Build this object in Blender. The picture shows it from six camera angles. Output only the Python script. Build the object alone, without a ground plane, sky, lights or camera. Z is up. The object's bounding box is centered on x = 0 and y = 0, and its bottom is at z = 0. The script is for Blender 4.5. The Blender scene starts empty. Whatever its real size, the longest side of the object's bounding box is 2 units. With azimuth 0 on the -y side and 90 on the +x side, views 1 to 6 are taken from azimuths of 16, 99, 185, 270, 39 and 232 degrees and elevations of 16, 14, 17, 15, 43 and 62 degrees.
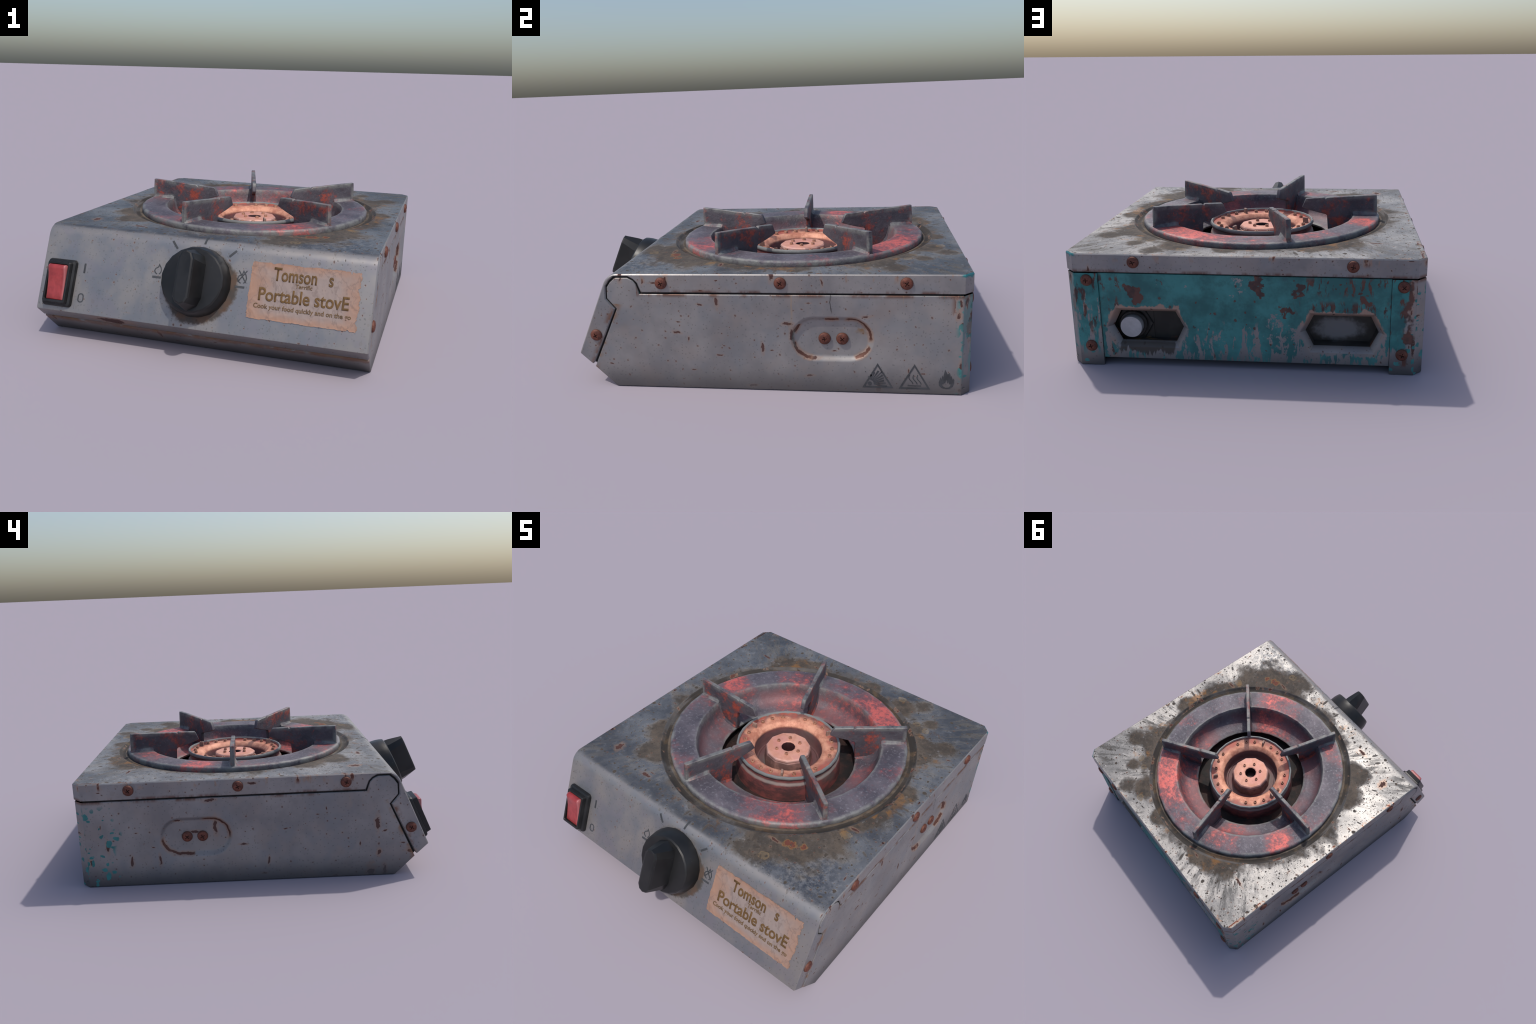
import bpy, bmesh, math, random
from mathutils import Vector, Matrix, noise as mnoise

random.seed(7)
SCN = bpy.context.scene
COL = SCN.collection

# ------------------------------------------------------------------ sizes
HX = 0.842            # half width of the housing
TOP = 0.565           # height of the top sheet
REAR = 0.984          # rear face of the top cover
CY = 0.155            # burner centre (x = 0)
SEAM = 0.475          # lower edge of the cover skirt
R_BEND = 0.076
P0 = Vector((0, -0.712, 0.511))                 # reference point on the sloped control panel
DN = Vector((0, -0.15, -0.345)).normalized()    # down the slope
NV = Vector((0, DN.z, -DN.y))                   # outward normal of the slope
TURN = math.acos(-DN.y)
_ix = P0.y + (TOP - P0.z) * (DN.y / DN.z)       # where slope and top meet
_tl = R_BEND * math.tan(TURN / 2)
BEND_Y = _ix + _tl                              # bend starts on the top
BEND_E = Vector((0, _ix + DN.y * _tl, TOP + DN.z * _tl))
BEND_C = Vector((0, BEND_Y, TOP - R_BEND))
S_E = (BEND_E - P0).dot(DN)
LIP = (-0.862, 0.166)


def on_slope(x, s, off=0.0):
    """Point on the bent front sheet, x across, s down the slope, off above the sheet."""
    if s >= S_E:
        return Vector((x, 0, 0)) + P0 + DN * s + NV * off
    a = TURN - (S_E - s) / R_BEND
    if a < 0:
        return Vector((x, BEND_Y - a * R_BEND, TOP + off))
    r = R_BEND + off
    return Vector((x, BEND_C.y - r * math.sin(a), BEND_C.z + r * math.cos(a)))


# ------------------------------------------------------------------ node helper
class Nodes:
    def __init__(self, name):
        self.m = bpy.data.materials.new(name)
        self.m.use_nodes = True
        self.t = self.m.node_tree
        self.t.nodes.clear()
        self.out = self.t.nodes.new("ShaderNodeOutputMaterial")
        tc = self.t.nodes.new("ShaderNodeTexCoord")
        self.co = tc.outputs["Object"]
        sx = self.t.nodes.new("ShaderNodeSeparateXYZ")
        self.t.links.new(self.co, sx.inputs[0])
        self.x, self.y, self.z = sx.outputs
        self._n = None

    def put(self, sock, v):
        if isinstance(v, bpy.types.NodeSocket):
            self.t.links.new(v, sock)
        elif sock.type == "RGBA" and not hasattr(v, "__len__"):
            sock.default_value = (v, v, v, 1)
        elif sock.type == "RGBA" and len(v) == 3:
            sock.default_value = (*v, 1)
        else:
            sock.default_value = v

    def m_(self, op, a, b=0.0, c=0.0):
        n = self.t.nodes.new("ShaderNodeMath"); n.operation = op
        for i, v in enumerate((a, b, c)):
            self.put(n.inputs[i], v)
        return n.outputs[0]

    def add(self, a, b): return self.m_("ADD", a, b)
    def sub(self, a, b): return self.m_("SUBTRACT", a, b)
    def mul(self, *v):
        r = v[0]
        for w in v[1:]:
            r = self.m_("MULTIPLY", r, w)
        return r
    def mx(self, *v):
        r = v[0]
        for w in v[1:]:
            r = self.m_("MAXIMUM", r, w)
        return r
    def mn(self, a, b): return self.m_("MINIMUM", a, b)
    def ab(self, a): return self.m_("ABSOLUTE", a)
    def inv(self, a): return self.m_("SUBTRACT", 1.0, a)

    def step(self, v, lo, hi):
        """smoothstep from 0 at lo to 1 at hi (hi may be below lo)"""
        n = self.t.nodes.new("ShaderNodeMapRange"); n.interpolation_type = "SMOOTHSTEP"
        flip = hi < lo
        self.put(n.inputs["Value"], v)
        n.inputs["From Min"].default_value = min(lo, hi)
        n.inputs["From Max"].default_value = max(lo, hi)
        n.inputs["To Min"].default_value = 1.0 if flip else 0.0
        n.inputs["To Max"].default_value = 0.0 if flip else 1.0
        return n.outputs["Result"]

    def vec(self, x, y, z):
        n = self.t.nodes.new("ShaderNodeCombineXYZ")
        for i, v in enumerate((x, y, z)):
            self.put(n.inputs[i], v)
        return n.outputs[0]

    def scl(self, v, s, loc=(0, 0, 0)):
        n = self.t.nodes.new("ShaderNodeMapping")
        self.put(n.inputs["Vector"], v)
        n.inputs["Scale"].default_value = s
        n.inputs["Location"].default_value = loc
        return n.outputs[0]

    def noise(self, scale, detail=4, rough=0.55, vec=None, dist=0.0, w=None):
        n = self.t.nodes.new("ShaderNodeTexNoise")
        if w is not None:
            n.noise_dimensions = "4D"; self.put(n.inputs["W"], w)
        self.put(n.inputs["Vector"], vec or self.co)
        n.inputs["Scale"].default_value = scale
        n.inputs["Detail"].default_value = detail
        n.inputs["Roughness"].default_value = rough
        n.inputs["Distortion"].default_value = dist
        return n.outputs["Fac"]

    def warp(self, scale, amt, vec=None):
        n = self.t.nodes.new("ShaderNodeTexNoise")
        v = vec or self.co
        self.put(n.inputs["Vector"], v)
        n.inputs["Scale"].default_value = scale
        n.inputs["Detail"].default_value = 3
        a = self.t.nodes.new("ShaderNodeVectorMath"); a.operation = "MULTIPLY_ADD"
        self.t.links.new(n.outputs["Color"], a.inputs[0])
        a.inputs[1].default_value = (amt,) * 3
        self.put(a.inputs[2], v)
        return a.outputs[0]

    def cells(self, scale, vec=None):
        """voronoi: distance to the cell centre, two random numbers of the cell"""
        n = self.t.nodes.new("ShaderNodeTexVoronoi")
        n.voronoi_dimensions = "2D"
        self.put(n.inputs["Vector"], vec or self.co)
        n.inputs["Scale"].default_value = scale
        s = self.t.nodes.new("ShaderNodeSeparateXYZ")
        self.t.links.new(n.outputs["Color"], s.inputs[0])
        return n.outputs["Distance"], s.outputs[0], s.outputs[1]

    def mix(self, f, a, b):
        n = self.t.nodes.new("ShaderNodeMix"); n.data_type = "RGBA"
        self.put(n.inputs[0], f); self.put(n.inputs[6], a); self.put(n.inputs[7], b)
        return n.outputs[2]

    def fmix(self, f, a, b):
        n = self.t.nodes.new("ShaderNodeMix"); n.data_type = "FLOAT"
        self.put(n.inputs[0], f); self.put(n.inputs[2], a); self.put(n.inputs[3], b)
        return n.outputs[0]

    def normal(self):
        if self._n is None:
            g = self.t.nodes.new("ShaderNodeNewGeometry")
            s = self.t.nodes.new("ShaderNodeSeparateXYZ")
            self.t.links.new(g.outputs["Normal"], s.inputs[0])
            self._n = s.outputs
        return self._n

    def rnd(self):
        return self.t.nodes.new("ShaderNodeObjectInfo").outputs["Random"]

    def uv(self):
        """flat coordinates on each side of the box, so that spots keep their size there"""
        nx, ny, nz = self.normal()
        side = self.m_("GREATER_THAN", self.ab(nx), 0.7)
        top = self.m_("GREATER_THAN", nz, 0.75)
        sg = self.m_("SIGN", nx)
        u = self.fmix(side, self.x, self.add(self.y, self.mul(sg, 7.3)))
        v = self.fmix(top, self.z, self.add(self.y, 4.7))
        back = self.mul(self.m_("GREATER_THAN", ny, 0.7), 5.1)
        return self.vec(self.add(u, back), v, 0.0)

    def near(self, spots, ax=0, ay=1):
        """soft mask round a few named places (u, v, radius)"""
        uv = (self.x, self.y, self.z)
        r = None
        for cu, cv, rad in spots:
            du = self.sub(uv[ax], cu); dv = self.sub(uv[ay], cv)
            d = self.m_("SQRT", self.add(self.mul(du, du), self.mul(dv, dv)))
            m = self.step(d, rad * 1.5, rad * 0.1)
            r = m if r is None else self.mx(r, m)
        return r

    def chips(self, scale, keep, r0, r1, vec, stretch=(1.0, 0.55), turn=0.6, ragged=1.2, fine=4.0):
        """ragged chips: core and pale halo round it"""
        mp = self.t.nodes.new("ShaderNodeMapping")
        self.put(mp.inputs["Vector"], vec)
        mp.inputs["Rotation"].default_value = (0, 0, turn)
        mp.inputs["Scale"].default_value = (stretch[0], stretch[1], 1)
        v = mp.outputs[0]
        d, a, b = self.cells(scale, v)
        rough = self.noise(scale * fine, 4, 0.6, vec)
        q = self.add(self.m_("DIVIDE", d, self.fmix(self.mul(b, b), r0, r1)), self.mul(self.sub(rough, 0.5), ragged * 2.0))
        on = self.m_("LESS_THAN", a, keep)
        return self.mul(self.step(q, 1.0, 0.8), on), self.mul(self.step(q, 2.3, 0.9), on)

    def dots(self, scale, keep, r0, r1, vec=None, soft=0.6):
        """sparse dots: of all cells the share `keep` shows a dot of radius r0..r1 (cell units)"""
        d, a, b = self.cells(scale, vec)
        rad = self.fmix(b, r0, r1)
        ratio = self.m_("DIVIDE", d, rad)
        return self.mul(self.step(ratio, 1.0, soft), self.m_("LESS_THAN", a, keep)), \
            self.mul(self.step(ratio, 2.0, 0.8), self.m_("LESS_THAN", a, keep))

    def radius(self, cx=0.0, cy=CY):
        dx = self.sub(self.x, cx); dy = self.sub(self.y, cy)
        return self.m_("SQRT", self.add(self.mul(dx, dx), self.mul(dy, dy))), self.m_("ARCTAN2", dy, dx)

    def finish(self, color, rough=0.5, metal=0.0, bump=None, strength=0.2, dist=0.01, spec=0.5, coat=0.0):
        b = self.t.nodes.new("ShaderNodeBsdfPrincipled")
        self.put(b.inputs["Base Color"], color)
        self.put(b.inputs["Roughness"], rough)
        self.put(b.inputs["Metallic"], metal)
        self.put(b.inputs["Specular IOR Level"], spec)
        self.put(b.inputs["Coat Weight"], coat)
        if bump is not None:
            n = self.t.nodes.new("ShaderNodeBump")
            n.inputs["Strength"].default_value = strength
            n.inputs["Distance"].default_value = dist
            self.put(n.inputs["Height"], bump)
            self.t.links.new(n.outputs[0], b.inputs["Normal"])
        self.t.links.new(b.outputs[0], self.out.inputs[0])
        return self.m


RUST = (0.062, 0.020, 0.015)
RUST_HALO = (0.32, 0.19, 0.125)
TEAL = (0.035, 0.20, 0.21)


def steel_base(n, lo=(0.208, 0.200, 0.202), hi=(0.292, 0.277, 0.270)):
    cloud = n.noise(4.5, 5, 0.6)
    t1 = n.noise(6.0, 3, 0.5, n.scl(n.co, (1, 1, 1), (4.1, 2.2, 9.0)))
    t2 = n.noise(6.5, 3, 0.5, n.scl(n.co, (1, 1, 1), (1.1, 7.2, 3.0)))
    c = n.mix(n.step(cloud, 0.32, 0.68), lo, hi)
    c = n.mix(n.mul(n.step(t1, 0.48, 0.66), 0.5), c, (0.275, 0.240, 0.222))
    c = n.mix(n.mul(n.step(t2, 0.50, 0.66), 0.5), c, (0.205, 0.218, 0.235))
    return c


def rust_chips(n, c, keep=0.30, big=0.06, where=1.0):
    v = n.uv()
    w = n.warp(14.0, 0.03, v)
    a1, h1 = n.chips(11.0, keep, 0.03, 0.125, w, (1.0, 0.29), 0.7)
    a2, h2 = n.chips(13.0, keep, 0.03, 0.12, w, (0.31, 1.0), 0.25)
    a3, h3 = n.chips(4.5, big, 0.04, 0.090, w, (1.0, 0.62), -0.5, 1.7, 7.0)
    d1, e1 = n.dots(26.0, 0.26, 0.04, 0.15, w)
    core = n.mul(n.mx(n.mul(a1, where), n.mul(a2, where), n.mul(a3, where), n.mul(d1, 0.75)), 1.0)
    halo = n.mul(n.mx(n.mul(h1, where, 0.7), n.mul(h2, where, 0.7), n.mul(h3, where), n.mul(e1, 0.4)), 0.55)
    g1, _ = n.dots(55.0, 0.45, 0.08, 0.25, n.warp(20.0, 0.03, n.scl(v, (1, 1, 1), (0.4, 0.7, 0))))
    c = n.mix(n.mul(g1, 0.38), c, (0.085, 0.085, 0.085))
    c = n.mix(halo, c, RUST_HALO)
    c = n.mix(n.mul(core, 0.94), c, RUST)
    return c, core, halo


def mat_cover():
    n = Nodes("worn_sheet_steel")
    nx, ny, nz = n.normal()
    top = n.step(nz, 0.86, 0.98)
    fronts = n.step(n.mul(ny, -1.0), 0.3, 0.85)
    front = n.mul(fronts, n.inv(top))
    c = steel_base(n)
    # the sloped front: clean, bluish and beige clouds
    fco = n.scl(n.co, (1.0, 1.0, 0.75))
    f1 = n.noise(5.5, 4, 0.55, fco); f2 = n.noise(8.0, 4, 0.55, n.scl(fco, (1, 1, 1), (3, 1, 6)))
    fc = n.mix(n.step(f1, 0.36, 0.62), (0.205, 0.215, 0.235), (0.305, 0.282, 0.266))
    fc = n.mix(n.mul(n.step(f2, 0.50, 0.68), 0.6), fc, (0.240, 0.225, 0.252))
    c = n.mix(n.mul(front, 0.85), c, fc)
    r, a = n.radius()
    uv = n.uv()
    # mottled, scoured top
    tco = n.warp(6.0, 0.05)
    m1 = n.noise(16.0, 7, 0.80, tco)
    tone = n.noise(2.6, 4, 0.6, n.scl(n.co, (1, 1, 1), (5, 5, 0)))
    tc = n.mix(n.step(tone, 0.36, 0.64), (0.155, 0.153, 0.155), (0.325, 0.311, 0.298))
    tc = n.mix(n.mul(n.step(m1, 0.52, 0.70), 0.55), tc, (0.48, 0.468, 0.46))
    tc = n.mix(n.mul(n.step(m1, 0.48, 0.32), 0.55), tc, (0.110, 0.115, 0.130))
    # dark, scoured patch at the front right corner
    fr = n.near([(0.66, -0.56, 0.17), (0.45, -0.60, 0.10)])
    m2 = n.noise(34.0, 6, 0.75, tco)
    tc = n.mix(n.mul(fr, n.step(m2, 0.58, 0.42), 0.8), tc, (0.075, 0.085, 0.105))
    c = n.mix(top, c, tc)
    # radial smears
    pol = n.vec(n.mul(n.m_("COSINE", a), 14.0), n.mul(n.m_("SINE", a), 14.0), n.mul(r, 3.0))
    smear = n.noise(2.0, 6, 0.75, pol)
    where = n.mx(n.step(n.noise(3.2, 3, 0.6, n.scl(n.co, (1, 1, 1), (2, 9, 0))), 0.46, 0.66), n.near([(-0.52, 0.74, 0.24), (-0.62, 0.90, 0.12), (-0.45, -0.48, 0.10), (0.62, -0.20, 0.16)]))
    sm = n.mul(top, n.step(smear, 0.47, 0.66), where)
    c = n.mix(n.mul(sm, 0.85), c, (0.085, 0.077, 0.067))
    # soot and grease round the burner, and blots where it spread
    blot = n.noise(4.5, 6, 0.66, n.scl(n.co, (1, 1, 1), (3.3, 1.7, 0)))
    spread = n.near([(0.50, -0.45, 0.24), (0.62, -0.36, 0.16), (0.40, -0.56, 0.14), (0.735, 0.655, 0.075), (0.445, 0.915, 0.075), (0.56, 0.80, 0.05), (0.62, 0.55, 0.12), (0.66, -0.10, 0.12), (0.75, 0.20, 0.06),
                     (-0.545, -0.43, 0.11), (-0.62, -0.28, 0.09), (0.10, 0.87, 0.06), (-0.45, 0.74, 0.15), (-0.30, 0.84, 0.08), (0.35, 0.85, 0.08)])
    reach = n.add(n.add(n.mul(n.sub(r, 0.70), -3.2), n.mul(n.step(r, 0.80, 0.72), 0.30)), n.add(n.mul(n.sub(blot, 0.5), 3.6), n.mul(spread, 1.15)))
    grease = n.mul(top, n.step(reach, -0.22, 0.50))
    gcol = n.mix(n.step(n.noise(15.0, 5, 0.7), 0.38, 0.64), (0.036, 0.025, 0.016), (0.085, 0.060, 0.039))
    c = n.mix(n.mul(grease, n.fmix(n.step(m1, 0.60, 0.70), 0.90, 0.45)), c, gcol)
    burnn = n.noise(6.0, 5, 0.65, n.scl(n.co, (1, 1, 1), (8, 8, 0)))
    burn = n.mul(top, n.step(n.add(n.mul(n.sub(r, 0.70), -2.0), n.mul(n.sub(burnn, 0.5), 4.0)), 0.22, 0.60), n.step(r, 0.98, 0.76))
    c = n.mix(n.mul(burn, 0.65), c, (0.23, 0.105, 0.028))
    # tan drip marks
    drip = n.near([(0.43, -0.585, 0.030), (0.655, -0.235, 0.030), (0.49, 0.74, 0.024), (0.56, 0.715, 0.028), (0.62, -0.21, 0.014), (0.30, 0.89, 0.03), (-0.56, -0.12, 0.026)])
    dn = n.add(drip, n.mul(n.sub(n.noise(24.0, 4, 0.6), 0.5), 1.5))
    tan = n.mul(top, n.step(dn, 0.42, 0.52))
    rimd = n.mul(tan, n.step(dn, 0.72, 0.50))
    c = n.mix(n.mul(tan, 0.32), c, (0.23, 0.165, 0.090))
    c = n.mix(n.mul(rimd, 0.28), c, (0.27, 0.165, 0.07))
    # rusty sores with orange rims
    sore = n.near([(0.49, -0.45, 0.035), (0.545, -0.425, 0.025), (0.47, -0.455, 0.03), (0.50, 0.545, 0.03)])
    sv = n.add(sore, n.mul(n.sub(n.noise(30.0, 5, 0.65), 0.5), 2.0))
    c = n.mix(n.mul(top, n.step(sv, 0.40, 0.75), 0.60), c, (0.27, 0.125, 0.035))
    c = n.mix(n.mul(top, n.step(sv, 0.72, 0.82), 0.95), c, (0.13, 0.035, 0.022))
    # dark pock marks, some drawn out away from the burner
    w1 = n.warp(15.0, 0.035, uv)
    p1, _ = n.dots(11.0, 0.42, 0.05, 0.17, w1)
    p2, _ = n.dots(24.0, 0.34, 0.07, 0.22, n.warp(26.0, 0.025, n.scl(uv, (1, 1, 1), (0.3, 0.1, 0))))
    p3, _ = n.dots(48.0, 0.22, 0.10, 0.26, n.scl(uv, (1, 1, 1), (0.7, 0.9, 0)))
    polf = n.vec(n.mul(a, 0.8), n.mul(r, 0.30), 0.0)
    p4, _ = n.dots(20.0, 0.30, 0.06, 0.20, n.warp(16.0, 0.02, polf))
    p5, _ = n.dots(85.0, 0.30, 0.10, 0.30, n.scl(uv, (1, 1, 1), (0.2, 0.5, 0)))
    share = n.fmix(top, n.fmix(fronts, 0.10, n.fmix(n.step(n.z, 0.47, 0.555), 0.16, 0.75)), 0.96)
    pock = n.mul(n.mx(p1, p2, n.mul(p3, 0.8), n.mul(p4, 0.8, top), n.mul(p5, 0.6, top)), share)
    c = n.mix(pock, c, (0.055, 0.042, 0.032))
    clear = n.inv(n.mul(n.m_("LESS_THAN", n.y, -0.62), n.m_("LESS_THAN", n.ab(nx), 0.7), n.m_("GREATER_THAN", n.z, 0.2)))
    c, core, halo = rust_chips(n, c, keep=0.17, big=0.07, where=clear)
    # pressed seat: shelf next to the ring, groove outside it
    seat = n.mul(n.step(r, 0.7205, 0.715), n.m_("GREATER_THAN", n.z, 0.5))
    groove = n.mul(seat, n.step(r, 0.677, 0.682))
    shelf = n.mul(seat, n.step(r, 0.681, 0.676))
    sn = n.noise(9.0, 5, 0.65)
    c = n.mix(n.mul(shelf, 0.9), c, n.mix(n.step(sn, 0.36, 0.62), (0.045, 0.035, 0.025), (0.155, 0.120, 0.088)))
    c = n.mix(n.mul(groove, n.fmix(n.step(n.noise(5.0, 3, 0.5, n.scl(n.co, (1, 1, 1), (3, 3, 0))), 0.40, 0.60), 0.70, 0.95)), c, n.mix(n.step(sn, 0.50, 0.68), (0.026, 0.021, 0.017), (0.090, 0.058, 0.030)))  # groove coloured dark for the shadow lying in it
    # rust and grime where the sheet is cut or bent
    seam = n.mul(n.step(n.z, SEAM + 0.022, SEAM + 0.002), n.m_("GREATER_THAN", n.z, SEAM - 0.005), n.m_("GREATER_THAN", n.y, -0.53))
    c = n.mix(n.mul(seam, n.step(n.noise(8.0, 5, 0.7, n.scl(n.co, (1, 1, 0.3))), 0.47, 0.60), 0.9), c, (0.115, 0.045, 0.028))
    rim = n.mul(n.step(n.ab(n.sub(n.z, TOP - 0.004)), 0.045, 0.015), n.inv(n.mul(top, n.step(n.mx(n.ab(n.x), n.sub(n.y, 0.142)), HX - 0.022, HX - 0.027))))
    rimn = n.noise(15.0, 4, 0.6, n.scl(n.co, (1, 1, 0.30)))
    rima = n.mul(rim, n.m_("GREATER_THAN", n.y, -0.62))
    c = n.mix(n.mul(rima, n.step(rimn, 0.57, 0.64), 0.6), c, RUST_HALO)
    c = n.mix(n.mul(rima, n.step(rimn, 0.63, 0.66)), c, (0.10, 0.036, 0.026))
    # front seam of the cheeks
    sl = n.add(n.mul(n.sub(n.y, -0.792), DN.z), n.mul(n.sub(n.z, 0.118), -DN.y))
    cheek = n.mul(n.step(n.ab(nx), 0.7, 0.9), n.step(n.ab(sl), 0.030, 0.0), n.step(n.noise(13.0, 4, 0.65), 0.44, 0.60), n.m_("LESS_THAN", n.z, 0.46))
    c = n.mix(n.mul(cheek, 0.85), c, (0.15, 0.065, 0.035))
    # teal left at the rear right corner of the rim
    tl = n.mul(n.step(n.add(n.x, n.y), 1.762, 1.778), n.step(n.add(n.z, n.mul(n.sub(n.noise(14.0, 3), 0.5), 0.08)), 0.545, 0.552), n.inv(top))
    c = n.mix(tl, c, TEAL)
    # grime round the knob
    kp = on_slope(0, 0.15)
    dy = n.sub(n.y, kp.y); dz = n.sub(n.z, kp.z)
    kr = n.m_("SQRT", n.add(n.mul(n.x, n.x), n.add(n.mul(dy, dy), n.mul(dz, dz))))
    low = n.fmix(n.step(n.sub(n.mul(n.x, 0.7), dz), -0.12, 0.16), -0.016, 0.020)
    kg = n.add(n.sub(kr, low), n.mul(n.sub(n.noise(26.0, 5, 0.75), 0.5), 0.055))
    kgrime = n.mul(n.step(kg, 0.194, 0.172), n.inv(top))
    c = n.mix(n.mul(kgrime, 0.92), c, n.mix(n.step(n.noise(14.0, 3), 0.45, 0.62), (0.045, 0.035, 0.028), (0.080, 0.044, 0.025)))
    # underside of the front lip
    lip = n.step(nz, -0.2, -0.6)
    lipn = n.chips(6.0, 0.55, 0.06, 0.26, n.vec(n.x, n.mul(n.z, 1.5), 0.0), (0.45, 1.3), -0.25)
    c = n.mix(n.mul(lip, 0.5), c, (0.17, 0.155, 0.155))
    c = n.mix(n.mul(lip, lipn[1], 0.5), c, RUST_HALO)
    c = n.mix(n.mul(lip, lipn[0]), c, RUST)
    dirt = n.mx(grease, groove, shelf, core, pock, kgrime, n.mul(sm, 0.85), n.mul(tan, 0.7))
    rough = n.fmix(dirt, n.fmix(top, n.fmix(n.noise(6.0, 3), 0.38, 0.52), n.fmix(m1, 0.34, 0.64)), 0.85)
    metal = n.fmix(n.mx(dirt, n.mul(halo, 0.6)), n.fmix(top, n.fmix(front, 0.45, 0.62), 0.85), 0.05)
    bump = n.sub(n.mul(m1, n.mul(top, 0.6)), n.mul(n.mx(pock, core), 0.5))
    return n.finish(c, rough, metal, bump, 0.30, 0.006)


def paint_teal(n, c, mask, rustmask, edge):
    blot = n.noise(5.0, 5, 0.65)
    teal = n.mix(n.step(blot, 0.36, 0.64), (0.023, 0.122, 0.122), (0.050, 0.235, 0.228))
    teal = n.mix(n.mul(n.step(n.noise(18.0, 6, 0.75), 0.50, 0.68), 0.45), teal, (0.018, 0.075, 0.080))
    teal = n.mix(n.mul(n.step(n.noise(3.2, 4, 0.6, n.scl(n.co, (1, 1, 1), (0, 3, 8))), 0.54, 0.66), 0.6), teal, (0.030, 0.085, 0.095))
    c = n.mix(n.mul(edge, 0.7), c, (0.40, 0.25, 0.18))
    c = n.mix(mask, c, teal)
    c = n.mix(rustmask, c, n.mix(n.step(n.noise(22.0, 4), 0.4, 0.6), (0.055, 0.021, 0.018), (0.115, 0.038, 0.025)))
    return c


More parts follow.
